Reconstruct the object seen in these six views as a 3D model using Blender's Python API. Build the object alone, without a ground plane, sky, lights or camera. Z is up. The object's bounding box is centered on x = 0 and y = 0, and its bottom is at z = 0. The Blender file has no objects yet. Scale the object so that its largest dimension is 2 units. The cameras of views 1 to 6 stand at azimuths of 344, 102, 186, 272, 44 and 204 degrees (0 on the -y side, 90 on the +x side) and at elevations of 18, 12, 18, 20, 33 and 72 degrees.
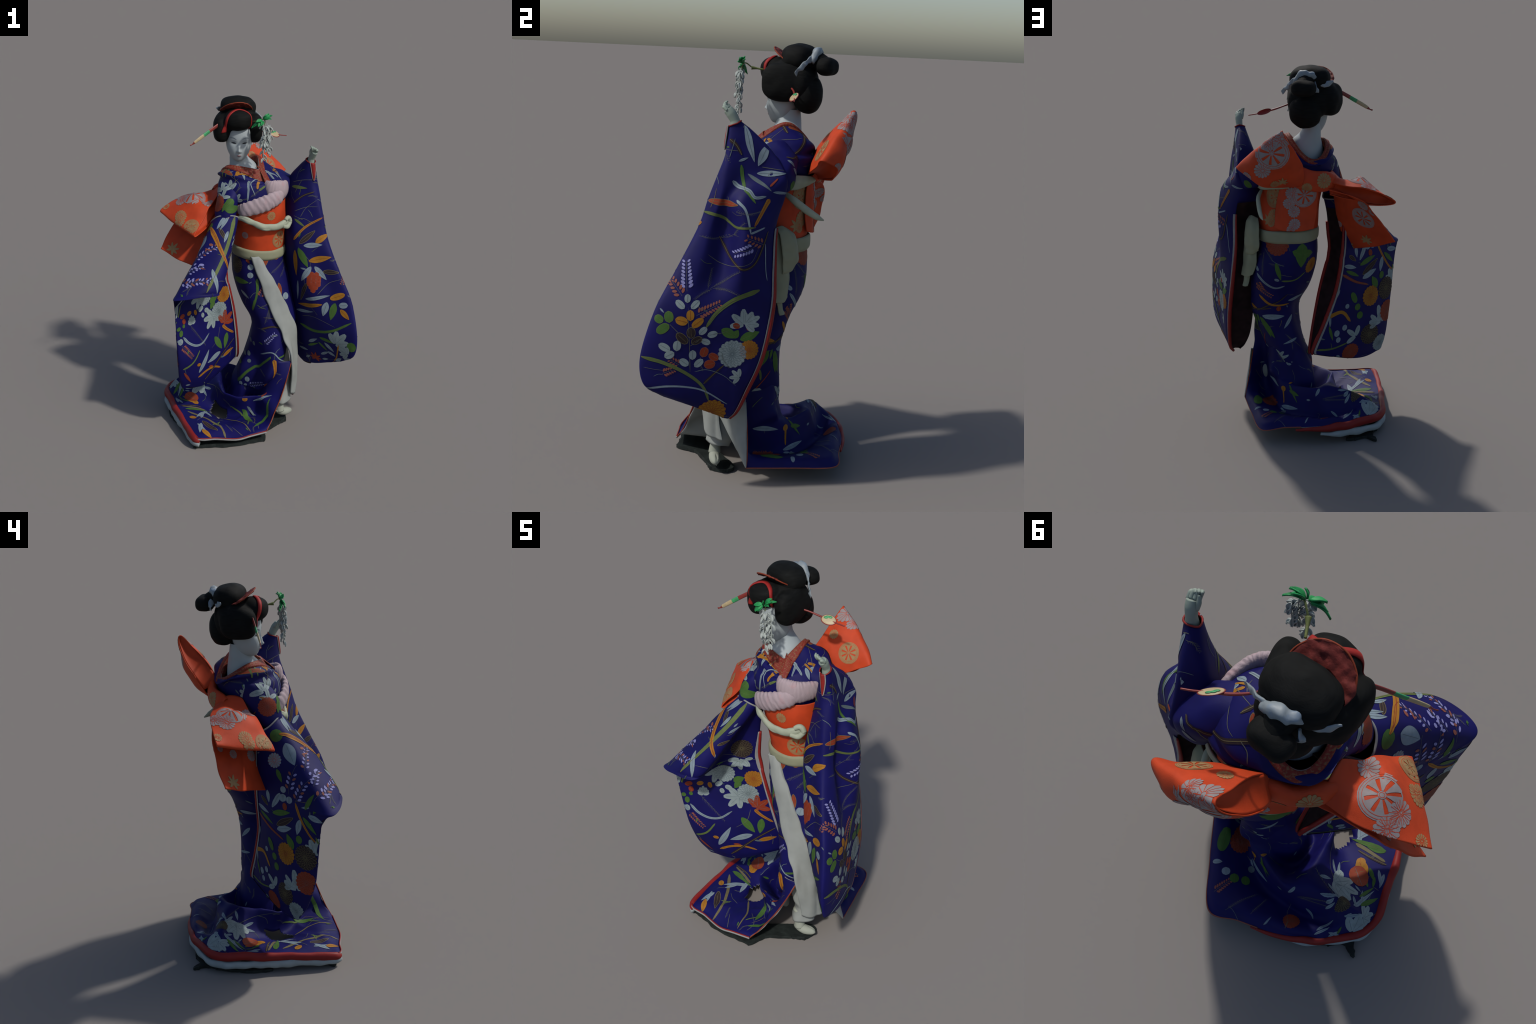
"""A dancing lady doll in a long-sleeved indigo kimono with an orange sash bow.
Metres, z up.  The doll faces -y; its left arm (+x) is raised.
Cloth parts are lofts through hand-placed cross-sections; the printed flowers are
thin shapes laid on the cloth."""
import bpy, math, random
import numpy as np
from mathutils import Vector, noise
from mathutils.bvhtree import BVHTree

random.seed(7)

# ------------------------------------------------------------------ curves and lofts
def crom(P, t, closed=False):
    """Catmull-Rom through P (k,3) at parameters t in 0..k-1 (0..k when closed)."""
    P = np.asarray(P, float)
    k = len(P)
    t = np.atleast_1d(np.asarray(t, float))
    if closed:
        i = np.floor(t).astype(int)
        f = (t - i)[:, None]
        a, b, c, d = (P[(i + j) % k] for j in (-1, 0, 1, 2))
    else:
        i = np.clip(np.floor(t).astype(int), 0, k - 2)
        f = (t - i)[:, None]
        Q = np.vstack([2 * P[0] - P[1], P, 2 * P[-1] - P[-2]])
        a, b, c, d = Q[i], Q[i + 1], Q[i + 2], Q[i + 3]
    return 0.5 * (2 * b + (c - a) * f + (2 * a - 5 * b + 4 * c - d) * f ** 2 + (3 * b - a - 3 * c + d) * f ** 3)


class Loft:
    """Surface through cross-sections; u runs round a section, v from section to section."""
    def __init__(self, sections, closed=False):
        self.S = np.array(sections, float)
        self.closed = closed
        self.nv, self.nu = self.S.shape[:2]
        self.umax = self.nu if closed else self.nu - 1
        self.vmax = self.nv - 1

    def grid(self, us, vs):
        rows = np.array([crom(s, us, self.closed) for s in self.S])      # nv, len(us), 3
        cols = [crom(rows[:, j], vs) for j in range(len(us))]
        return np.array(cols).transpose(1, 0, 2)                         # len(vs), len(us), 3

    def dense(self, nu, nv):
        us = np.linspace(0, self.umax, nu, endpoint=not self.closed)
        return self.grid(us, np.linspace(0, self.vmax, nv))


def grid_faces(nv, nu, wrap=False, keep=None):
    F = []
    for j in range(nv - 1):
        for i in range(nu if wrap else nu - 1):
            q = (j * nu + i, j * nu + (i + 1) % nu, (j + 1) * nu + (i + 1) % nu, (j + 1) * nu + i)
            if keep is None or keep(j, i):
                F.append(q)
    return F


def wrinkle(V, amp, scale, seed=0, stretch=(1, 1, 1)):
    """Push grid points about by smooth noise: soft dents in cloth."""
    out = V.copy()
    o = Vector((seed * 3.1, seed * 1.7, seed * 5.3))
    for idx in np.ndindex(V.shape[:-1]):
        p = V[idx]
        q = Vector((p[0] * stretch[0], p[1] * stretch[1], p[2] * stretch[2])) * scale + o
        out[idx] = p + amp * np.array(noise.noise_vector(q))
    return out


# ------------------------------------------------------------------ objects
def empty(name, loc=(0, 0, 0), parent=None):
    o = bpy.data.objects.new(name, None)
    o.location = loc
    bpy.context.scene.collection.objects.link(o)
    o.parent = parent
    return o


def mesh_object(name, verts, faces, mats, parent=None, smooth=True, thick=0.0, inner=None, rim=None, offset=-1.0, kind=None, orient=False):
    if orient:          # make a closed garment look outwards, so that its thickness goes inwards
        W = np.asarray(verts).reshape(-1, 3)
        Q = np.array(faces)
        n = np.cross(W[Q[:, 2]] - W[Q[:, 0]], W[Q[:, 3]] - W[Q[:, 1]])
        c = W[Q].mean(1)
        if (n * (c - c.mean(0))).sum() < 0:
            faces = [tuple(reversed(f)) for f in faces]
    me = bpy.data.meshes.new(name)
    me.from_pydata([tuple(map(float, v)) for v in np.asarray(verts).reshape(-1, 3)], [], faces)
    me.validate()
    for m in (mats if isinstance(mats, (list, tuple)) else [mats]):
        me.materials.append(m)
    if inner is not None:
        me.materials.append(inner)
        me.materials.append(rim or inner)
    me.polygons.foreach_set("use_smooth", [smooth] * len(me.polygons))
    o = bpy.data.objects.new(name, me)
    bpy.context.scene.collection.objects.link(o)
    o.parent = parent
    if thick:
        s = o.modifiers.new("cloth_thickness", "SOLIDIFY")
        s.thickness, s.offset = thick, offset
        s.use_quality_normals = True
        if inner is not None:
            s.material_offset, s.material_offset_rim = 1, 2
    if kind:
        o["kind"] = kind
    return o


def flip(F):
    return [tuple(reversed(f)) for f in F]


def tube(path, radius, nseg=12, n=40, squash=1.0, up=(0, 0, 1), caps=True, closed=False):
    """Tube along a spline; radius a number or list along the path; squash flattens across `up`."""
    path = np.array(path, float)
    k = len(path)
    t = np.linspace(0, k if closed else k - 1, n, endpoint=not closed)
    C = crom(path, t, closed)
    R = np.full(n, radius, float) if np.isscalar(radius) else np.interp(np.linspace(0, 1, n), np.linspace(0, 1, len(radius)), radius)
    T = np.gradient(C, axis=0)
    T /= np.linalg.norm(T, axis=1)[:, None] + 1e-9
    V = []
    for i in range(n):
        b = np.cross(T[i], up)
        b = b / (np.linalg.norm(b) + 1e-9)
        c = np.cross(b, T[i])
        for j in range(nseg):
            a = 2 * math.pi * j / nseg
            V.append(C[i] + R[i] * (math.cos(a) * b * squash + math.sin(a) * c))
    F = grid_faces(n, nseg, True)
    if closed:
        F += [((n - 1) * nseg + i, (n - 1) * nseg + (i + 1) % nseg, (i + 1) % nseg, i) for i in range(nseg)]
    elif caps:
        F.append(tuple(reversed(range(nseg))))
        F.append(tuple((n - 1) * nseg + i for i in range(nseg)))
    return np.array(V), flip(F)


def ellipsoid(c, r, nu=40, nv=24, rot=None, shape=None):
    """Closed ellipsoid; shape(unit vector) may return a radius factor."""
    V, F = [], []
    for j in range(nv + 1):
        th = math.pi * j / nv
        for i in range(nu):
            ph = 2 * math.pi * i / nu
            d = np.array([math.sin(th) * math.cos(ph), math.sin(th) * math.sin(ph), math.cos(th)])
            s = shape(d) if shape else 1.0
            p = d * np.array(r) * s
            if rot is not None:
                p = rot @ p
            V.append(p + np.array(c))
    for j in range(nv):
        for i in range(nu):
            F.append((j * nu + i, (j + 1) * nu + i, (j + 1) * nu + (i + 1) % nu, j * nu + (i + 1) % nu))
    return np.array(V), F


def rot_z(a):
    c, s = math.cos(a), math.sin(a)
    return np.array([[c, -s, 0], [s, c, 0], [0, 0, 1]])


def rot_x(a):
    c, s = math.cos(a), math.sin(a)
    return np.array([[1, 0, 0], [0, c, -s], [0, s, c]])


def rot_y(a):
    c, s = math.cos(a), math.sin(a)
    return np.array([[c, 0, s], [0, 1, 0], [-s, 0, c]])


def merge(parts):
    V, F, n = [], [], 0
    for v, f in parts:
        v = np.asarray(v).reshape(-1, 3)
        V.append(v)
        F += [tuple(i + n for i in q) for q in f]
        n += len(v)
    return np.vstack(V), F


# ------------------------------------------------------------------ materials
def material(name, color, rough=0.6, vary=0.12, scale=14.0, bump=0.0, bump_scale=400.0, sheen=0.0, spec=0.3, stretch=(1, 1, 1), second=None, mix=(0.45, 0.62), sss=0.0, transl=0.0):
    m = bpy.data.materials.new(name)
    m.use_nodes = True
    nt = m.node_tree
    N, L = nt.nodes, nt.links
    b = N["Principled BSDF"]
    b.inputs["Roughness"].default_value = rough
    b.inputs["Specular IOR Level"].default_value = spec
    if sheen:
        b.inputs["Sheen Weight"].default_value = sheen
        b.inputs["Sheen Roughness"].default_value = 0.4
    if sss:
        b.inputs["Subsurface Weight"].default_value = sss
        b.inputs["Subsurface Scale"].default_value = 0.01
    tc = N.new("ShaderNodeTexCoord")
    mp = N.new("ShaderNodeMapping")
    mp.inputs["Scale"].default_value = stretch
    L.new(tc.outputs["Object"], mp.inputs["Vector"])
    nz = N.new("ShaderNodeTexNoise")
    nz.inputs["Scale"].default_value = scale
    nz.inputs["Detail"].default_value = 6
    L.new(mp.outputs["Vector"], nz.inputs["Vector"])
    rp = N.new("ShaderNodeValToRGB")
    c = np.array(color)
    rp.color_ramp.elements[0].position, rp.color_ramp.elements[1].position = (0.3, 0.7) if second is None else mix
    rp.color_ramp.elements[0].color = (*(c * (1 - vary)), 1)
    rp.color_ramp.elements[1].color = (*(c * (1 + vary)), 1) if second is None else (*second, 1)
    L.new(nz.outputs["Fac"], rp.inputs["Fac"])
    L.new(rp.outputs["Color"], b.inputs["Base Color"])
    if bump:
        w = N.new("ShaderNodeTexNoise")
        w.inputs["Scale"].default_value = bump_scale
        w.inputs["Detail"].default_value = 3
        L.new(mp.outputs["Vector"], w.inputs["Vector"])
        bp = N.new("ShaderNodeBump")
        bp.inputs["Strength"].default_value = bump
        bp.inputs["Distance"].default_value = 0.002
        L.new(w.outputs["Fac"], bp.inputs["Height"])
        L.new(bp.outputs["Normal"], b.inputs["Normal"])
    return m


M = {}
M["indigo"] = material("indigo_silk", (0.0036, 0.0031, 0.063), 0.62, 0.14, 9, 0.15, 500, spec=0.16)
M["inside"] = material("dark_sleeve_lining", (0.020, 0.010, 0.011), 0.8, 0.4, 20, spec=0.1)
M["lining"] = material("white_lining", (0.215, 0.230, 0.220), 0.75, 0.08, 12, 0.25, 300, spec=0.15)
M["orange"] = material("orange_brocade", (0.385, 0.040, 0.0095), 0.6, 0.10, 18, 0.3, 420, spec=0.2)
M["red"] = material("red_silk", (0.175, 0.010, 0.0085), 0.55, 0.12, 16, 0.1, 300, spec=0.25)
M["hem_white"] = material("white_hem", (0.25, 0.285, 0.295), 0.7, 0.12, 14, 0.15, 200, spec=0.15)
M["trim_white"] = material("pale_trim", (0.20, 0.20, 0.20), 0.7, 0.1, 30, spec=0.15)
M["belt"] = material("pale_green_belt", (0.205, 0.21, 0.138), 0.65, 0.08, 14, 0.2, 350, sheen=0.05, spec=0.2)
M["cord"] = material("cream_cord", (0.27, 0.295, 0.225), 0.65, 0.08, 20, 0.35, 260, spec=0.2)
M["pink"] = material("pink_crepe", (0.325, 0.26, 0.28), 0.75, 0.08, 16, 0.5, 240, spec=0.15, second=(0.34, 0.205, 0.22), mix=(0.56, 0.75))
M["skin"] = material("white_face_paint", (0.275, 0.308, 0.318), 0.55, 0.05, 10, 0.05, 200, spec=0.25)
M["hand"] = material("pale_hand_paint", (0.205, 0.25, 0.212), 0.55, 0.08, 18, 0.1, 160, spec=0.25)
M["tabi"] = material("white_sock", (0.245, 0.262, 0.222), 0.75, 0.05, 14, 0.2, 350, spec=0.15)
M["hair"] = material("black_hair", (0.0048, 0.0052, 0.0050), 0.75, 0.35, 24, 0.35, 120, spec=0.10, stretch=(1, 1, 6))
M["comb"] = material("red_dappled_silk", (0.115, 0.018, 0.014), 0.7, 0.35, 60, 0.5, 160, spec=0.2)
M["band"] = material("red_hair_band", (0.23, 0.014, 0.012), 0.6, 0.1, 30, 0.1, 200, spec=0.2)
M["ribbon"] = material("silver_ribbon", (0.21, 0.245, 0.265), 0.5, 0.15, 30, 0.25, 90, spec=0.35, second=(0.13, 0.18, 0.25), mix=(0.5, 0.7))
M["pin_red"] = material("red_lacquer", (0.165, 0.022, 0.017), 0.4, 0.1, 30, spec=0.4)
M["pin_cream"] = material("cream_lacquer", (0.34, 0.27, 0.155), 0.45, 0.1, 60, spec=0.35)
M["pin_green"] = material("green_lacquer", (0.035, 0.23, 0.085), 0.45, 0.2, 60, spec=0.35)
M["pin_line"] = material("brown_line", (0.12, 0.05, 0.03), 0.5, 0.1, 60)
M["leaf"] = material("green_silk_leaf", (0.012, 0.20, 0.055), 0.5, 0.35, 40, 0.1, 200, spec=0.3)
M["stem"] = material("olive_stem", (0.10, 0.12, 0.035), 0.6, 0.3, 60, 0.2, 200)
M["blossom"] = material("white_blossom_silk", (0.285, 0.315, 0.300), 0.6, 0.1, 30, 0.1, 200, spec=0.2)
M["base"] = material("dark_stand_remnant", (0.012, 0.016, 0.015), 0.7, 0.35, 30, 0.4, 60, spec=0.2)
M["collar"] = material("red_gold_collar", (0.165, 0.018, 0.011), 0.6, 0.1, 130, 0.3, 300, spec=0.2, second=(0.15, 0.068, 0.032), mix=(0.50, 0.62))
M["eye"] = material("eye_paint", (0.012, 0.014, 0.018), 0.4, 0.1, 30)
M["brow"] = material("brow_paint", (0.12, 0.15, 0.17), 0.6, 0.1, 30)
M["lip"] = material("lip_paint", (0.20, 0.085, 0.095), 0.5, 0.1, 30)
# colours of the printed pattern
INK = {
    "pale": (0.155, 0.200, 0.235), "white": (0.185, 0.228, 0.235), "lilac": (0.18, 0.18, 0.37), "amber": (0.250, 0.110, 0.011),
    "green": (0.042, 0.098, 0.020), "moss": (0.075, 0.108, 0.030), "rust": (0.185, 0.026, 0.009), "soot": (0.020, 0.012, 0.014),
    "gold": (0.105, 0.088, 0.044), "thread": (0.080, 0.083, 0.072), "rose": (0.175, 0.055, 0.04), "vein": (0.080, 0.105, 0.115),
    "silver": (0.205, 0.180, 0.182), "brass": (0.235, 0.150, 0.068), "clay": (0.175, 0.030, 0.012),
}
for k, c in INK.items():
    M["ink_" + k] = material("printed_" + k, c, 0.62, 0.10, 45, 0.1, 400, spec=0.18)

doll = empty("kimono_dancer_doll")
doll["label"] = "Geisha doll in indigo floral kimono with orange bow"
doll["category"] = "doll"

SURF = {}          # garments on which the pattern is laid: name -> (object, BVH)


def surface(key, obj, V, F, thick=0.0):
    """Register cloth for printing; its normals are made to look outwards (up, for the train)."""
    V = np.asarray(V).reshape(-1, 3)
    Q = np.array([f[:4] if len(f) > 3 else (*f, f[2]) for f in F if len(f) >= 3])
    n = np.cross(V[Q[:, 2]] - V[Q[:, 0]], V[Q[:, 3]] - V[Q[:, 1]])
    c = V[Q].mean(1)
    out = n[:, 2].sum() if key == "train" else (n * (c - c.mean(0))).sum()
    if key not in ("loop_l", "loop_r", "tail", "drum") and out < 0:
        F = [tuple(reversed(f)) for f in F]
    SURF[key] = (obj, BVHTree.FromPolygons([Vector(v) for v in V], [tuple(f) for f in F]), thick)


# ================================================================== KIMONO SKIRT AND TRAIN
def ring(z, w, e, f, n, power=2.0, k=16, tilt=0.0, fw=0.0, ne=0.0, nw=0.0):
    """Rounded body section: x from w to e, y from f (front) to n (back), tilted in z towards the back;
    fw, ne and nw hollow the front-right, back-left and back-right quarters."""
    cx, cy, rx, ry = (w + e) / 2, (f + n) / 2, (e - w) / 2, (n - f) / 2
    out = []
    for i in range(k):
        a = -math.pi / 2 + 2 * math.pi * i / k
        ca, sa = math.cos(a), math.sin(a)
        r = (abs(ca) ** power + abs(sa) ** power) ** (-1 / power)
        q = abs(math.sin(2 * a))
        r *= 1 - (fw * q if ca < 0 and sa < 0 else ne * q if ca > 0 and sa > 0 else nw * q if ca < 0 and sa > 0 else 0)
        out.append((cx + rx * r * ca, cy + ry * r * sa, z + tilt * sa))
    return out


skirt_rings = [
    ring(1.11, -0.108, 0.204, -0.100, 0.208, 2.3, nw=.03),
    ring(1.02, -0.112, 0.210, -0.118, 0.215, 2.4, nw=.05),
    ring(0.93, -0.107, 0.235, -0.135, 0.215, 2.5, nw=.09, ne=-.03),
    ring(0.85, -0.085, 0.250, -0.150, 0.198, 2.5, fw=-.02, nw=.11, ne=-.05),
    ring(0.76, -0.050, 0.262, -0.168, 0.158, 2.5, fw=-.03, nw=.12, ne=-.06),
    ring(0.65, 0.000, 0.268, -0.186, 0.130, 2.5, fw=.00, nw=.10, ne=-.05),
    ring(0.53, -0.006, 0.232, -0.202, 0.122, 2.4, fw=.18, nw=.06),
    ring(0.42, -0.028, 0.208, -0.215, 0.120, 2.3, fw=.38, ne=.12),
    ring(0.33, -0.060, 0.185, -0.212, 0.112, 2.2, fw=.46, ne=.36),
    ring(0.22, -0.065, 0.130, -0.140, 0.080, 2.2, fw=.42, ne=.40),
]
col = Loft(skirt_rings, True)
G = wrinkle(col.dense(96, 90), 0.006, 7, 1, (1, 1, 0.6))
# long diagonal pull folds across the hips
for j, i in np.ndindex(G.shape[:2]):
    p = G[j, i]
    a = math.atan2(p[1] - 0.0, p[0] - 0.08)
    s = math.sin(a * 3 + p[2] * 14) * 0.0035 * max(0, min(1, (1.0 - p[2]) * 4))
    p[0] += s * math.cos(a)
    p[1] += s * math.sin(a)
F = grid_faces(90, 96, True)
skirt = mesh_object("kimono_skirt", G, F, M["indigo"], doll)
surface("skirt", skirt, G, F)

# the train: profiles running from the column out to the hem, station by station
TRAIN = [
    [(.209, -.216, .430), (.165, -.262, .320), (.120, -.302, .225), (.080, -.332, .160), (.050, -.358, .110), (.028, -.378, .082), (.014, -.390, .064)],
    [(.130, -.216, .430), (.094, -.208, .310), (.060, -.195, .232), (.034, -.222, .202), (-.002, -.190, .085), (-.050, -.330, .074), (-.085, -.408, .058)],
    [(.085, -.138, .430), (.050, -.098, .280), (.012, -.085, .080), (-.056, -.178, .197), (-.056, -.188, .075), (-.125, -.335, .076), (-.177, -.424, .052)],
    [(.055, -.098, .430), (.010, -.068, .280), (-.035, -.060, .075), (-.104, -.159, .197), (-.114, -.155, .060), (-.230, -.325, .084), (-.300, -.414, .064)],
    [(.030, -.072, .430), (-.030, -.058, .280), (-.080, -.050, .080), (-.153, -.120, .197), (-.145, -.120, .050), (-.305, -.285, .092), (-.416, -.402, .074)],
    [(.008, -.050, .430), (-.055, -.036, .280), (-.103, -.028, .080), (-.182, -.086, .196), (-.162, -.096, .050), (-.330, -.170, .096), (-.445, -.225, .092)],
    [(-.006, -.028, .430), (-.070, -.012, .280), (-.115, -.002, .090), (-.188, -.045, .208), (-.210, -.045, .065), (-.360, -.060, .094), (-.462, -.060, .102)],
    [(-.014, .000, .430), (-.076, .016, .280), (-.118, .032, .100), (-.180, .040, .220), (-.262, .068, .125), (-.375, .085, .104), (-.472, .085, .110)],
    [(-.014, .030, .430), (-.075, .050, .280), (-.108, .080, .110), (-.164, .120, .230), (-.285, .155, .172), (-.405, .195, .155), (-.472, .195, .112)],
    [(-.005, .058, .430), (-.060, .080, .280), (-.086, .118, .120), (-.142, .182, .236), (-.270, .216, .210), (-.402, .236, .170), (-.438, .272, .112)],
    [(.010, .080, .430), (-.040, .100, .280), (-.056, .135, .135), (-.110, .232, .236), (-.200, .280, .095), (-.305, .320, .132), (-.362, .332, .114)],
    [(.030, .096, .430), (-.010, .112, .290), (-.026, .145, .165), (-.066, .236, .232), (-.105, .275, .082), (-.195, .362, .132), (-.245, .384, .108)],
    [(.058, .108, .430), (.046, .118, .320), (.032, .140, .250), (.022, .184, .220), (.000, .245, .080), (-.065, .370, .130), (-.100, .414, .102)],
    [(.098, .112, .430), (.098, .120, .330), (.098, .132, .262), (.098, .142, .225), (.085, .170, .082), (.058, .360, .126), (.045, .420, .096)],
    [(.148, .096, .430), (.152, .098, .340), (.156, .108, .290), (.152, .035, .200), (.158, .040, .090), (.172, .330, .116), (.176, .422, .080)],
    [(.206, .000, .470), (.196, -.020, .360), (.200, -.055, .240), (.206, -.055, .150), (.216, .000, .100), (.242, .145, .108), (.254, .226, .080)],
    [(.256, -.010, .500), (.266, .004, .370), (.280, .018, .280), (.290, .025, .215), (.302, .030, .155), (.310, .032, .110), (.318, .030, .080)],
]
trn = Loft(np.array(TRAIN).transpose(1, 0, 2).tolist())      # v: column -> hem, u: station
NU, NV = 190, 70
G = trn.dense(NU, NV)
G = wrinkle(G, 0.008, 9, 3)
for j, i in np.ndindex(G.shape[:2]):
    p = G[j, i]
    f = math.sin(math.pi * min(1, max(0, (j / (NV - 1) - .3) / .7))) ** .7 if j / (NV - 1) > .3 else 0
    q = noise.noise(Vector((p[0] * 7 + p[1] * 4, p[1] * 9 - p[0] * 3, 4.2)))
    p[2] += f * (.020 * (1 - abs(q) * 2.2) * (.4 + noise.noise(Vector((p[0] * 5, p[1] * 5, 9.1)))))
G[-1] = trn.dense(NU, NV)[-1]


def train_keep(j, i):
    c = G[j, i]
    d = ((c[0] + 0.200) / 0.048) ** 2 + ((c[1] + 0.090) / 0.078) ** 2
    return d > 1 or j < 44


F = grid_faces(NV, NU, False, train_keep)
train = mesh_object("kimono_train", G, F, M["indigo"], doll, thick=0.006, inner=M["lining"], rim=M["trim_white"])
surface("train", train, G, F)
HEM = [s[-1] for s in TRAIN]

# padded hem rolls: red above, white below, all round the back of the train
hem_u = np.linspace(3.8, 12.6, 60)
hem = crom(HEM, hem_u)
out = hem - np.array([-0.12, 0.0, 0])
out[:, 2] = 0
out /= np.linalg.norm(out, axis=1)[:, None]
fade = np.interp(hem_u, [3.8, 4.1, 11.0, 12.6], [0.6, 1, 1, 0.25])
path = hem + out * 0.003
path[:, 2] -= 0.014
V, F = tube(path, list(0.024 * fade), 14, 160, squash=0.75)
V = wrinkle(V, 0.006, 13, 5)
mesh_object("padded_hem", V, F, M["red"], train)
low = hem_u < 11.8
path = (hem + out * 0.005)[low]
path[:, 2] = np.interp(hem_u[low], [3.8, 5, 9, 11.8], [0.040, 0.044, 0.050, 0.058])
V, F = tube(path, list(0.023 * np.interp(hem_u[low], [3.8, 4.1, 10.5, 11.8], [0.8, 1, 0.95, 0.35])), 12, 160, squash=0.7)
V = wrinkle(V, 0.008, 16, 6)
V[:, 2] = np.maximum(V[:, 2], 0.014)
mesh_object("under_hem", V, F, M["hem_white"], train)
# thin piping at the front hem and along the two open edges
for nm, m, dz, r, sel in (("hem_piping", "red", 0.003, 0.0032, 0), ("hem_piping", "trim_white", -0.005, 0.0055, 0)):
    p = crom(HEM, np.linspace(0, 4.0, 40)) + np.array([0, -0.004, dz])
    V, F = tube(p, r, 8, 90)
    mesh_object(nm, V, F, M[m], train)
edge = crom([s for s in TRAIN[0]], np.linspace(0, 6, 30))
V, F = tube(edge + np.array([0.003, 0.0, 0.0]), 0.0032, 8, 60)
mesh_object("hem_piping", V, F, M["ink_clay"], train)
edge = crom([s for s in TRAIN[-1]], np.linspace(1, 6, 30))
V, F = tube(edge, 0.0026, 8, 60)
mesh_object("hem_piping", V, F, M["ink_clay"], train)
V, F = tube(crom(HEM, np.linspace(12.4, 16, 40)), 0.003, 8, 80)
mesh_object("hem_piping", V, F, M["ink_rose"], train)

# white under-robe: a long strip from belt to floor that widens and wraps towards the left hip
strip_l = [(-.030, -.118, 1.075), (.003, -.140, .966), (.061, -.166, .807), (.115, -.190, .689), (.155, -.206, .590), (.200, -.222, .474), (.222, -.214, .34), (.228, -.195, .20)]
strip_r = [(.022, -.113, 1.075), (.068, -.130, .982), (.130, -.146, .869), (.212, -.158, .70), (.252, -.150, .591), (.270, -.140, .396), (.276, -.128, .28), (.272, -.115, .185)]
secs = []
for k, (a, b) in enumerate(zip(strip_l, strip_r)):
    a, b = np.array(a), np.array(b)
    d = np.array([0.45, -0.9, 0])
    bow = 0.005 + 0.008 * k / 7
    secs.append([a + np.array([0, .012, 0]), a, a * .67 + b * .33 + d * bow, a * .33 + b * .67 + d * bow, b, b + np.array([0.0, .015, 0])])
G = wrinkle(wrinkle(Loft(secs).dense(40, 80), 0.010, 26, 8, (1, 1, .12)), 0.004, 10, 8)
mesh_object("under_robe", G, grid_faces(80, 40), M["lining"], doll, thick=0.004)

# lining of the lower legs behind the open front
G = wrinkle(Loft([ring(.36, .10, .235, -.185, -.05), ring(.28, .12, .245, -.180, -.06), ring(.20, .13, .250, -.178, -.068), ring(.135, .125, .240, -.186, -.085)], True).dense(48, 30), 0.022, 13, 9)
mesh_object("under_robe_hem", G, grid_faces(30, 48, True), M["lining"], doll, thick=0.004)
# lining turned back along the left edge of the train
G = Loft([[(.268, -.135, .335), (.284, -.060, .345), (.276, .010, .380)], [(.288, -.075, .240), (.300, -.030, .245), (.290, .020, .260)], [(.306, -.015, .150), (.311, .005, .150), (.305, .026, .155)], [(.319, .026, .082), (.320, .028, .082), (.319, .030, .082)]]).dense(14, 30)
mesh_object("train_lining", wrinkle(G, .004, 14, 44), grid_faces(30, 14), M["lining"], train, thick=.003, offset=0)

# foot in a white sock, toes split
V, F = ellipsoid((0, 0, 0), (0.062, 0.027, 0.026), 32, 18)
for p in V:
    p[2] += 0.016 * max(0, -p[0]) / 0.06 - 0.004 * max(0, p[0]) / .06
    if p[2] < -0.018:
        p[2] = -0.018
    if p[0] > 0.025 and abs(p[1] - 0.004) < 0.004:
        p[2] -= 0.006
V = V @ rot_z(0.35).T + np.array([0.198, -0.150, 0.062])
A, B = tube([(.165, -.16, .20), (.165, -.158, .13), (.17, -.158, .075)], [0.026, 0.023, 0.03], 16, 16)
V, F = merge([(V, F), (A, B)])
mesh_object("foot", V, F, M["tabi"], doll)

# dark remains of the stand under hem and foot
def slab(pts, z0, z1, seed):
    rnd = random.Random(seed)
    P = crom(pts, np.linspace(0, len(pts), 90), True)
    P = P + np.array([[rnd.uniform(-1, 1) * 0.003, rnd.uniform(-1, 1) * 0.003, 0] for _ in P])
    n = len(P)
    V = [(x, y, z0) for x, y, _ in P] + [(x, y, z1 + 0.004 * noise.noise(Vector((x * 30, y * 30, seed)))) for x, y, _ in P]
    F = [tuple(range(n)), tuple(range(2 * n - 1, n - 1, -1))] + [(i, n + i, n + (i + 1) % n, (i + 1) % n) for i in range(n)]
    return V, flip(F)


V, F = merge([
    slab([(-.425, -.39, 0), (-.32, -.405, 0), (-.215, -.42, 0), (-.045, -.400, 0), (.012, -.386, 0), (.04, -.29, 0), (.11, -.235, 0), (.17, -.19, 0), (.212, -.165, 0), (.224, -.09, 0), (.17, -.06, 0), (.05, -.15, 0), (-.15, -.31, 0), (-.30, -.35, 0), (-.40, -.35, 0)], 0.0, 0.017, 2),
    slab([(-.45, .362, 0), (-.425, .30, 0), (-.455, .22, 0), (-.482, .08, 0), (-.47, -.05, 0), (-.44, -.02, 0), (-.42, .15, 0), (-.36, .26, 0), (-.28, .36, 0), (-.33, .365, 0), (-.385, .335, 0), (-.43, .365, 0)], 0.0, 0.015, 5)])
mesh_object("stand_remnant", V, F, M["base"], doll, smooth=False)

# ================================================================== BODICE, COLLAR
def body_ring(pts):
    return crom(pts, np.linspace(0, len(pts), 16, endpoint=False), True).tolist()


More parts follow.
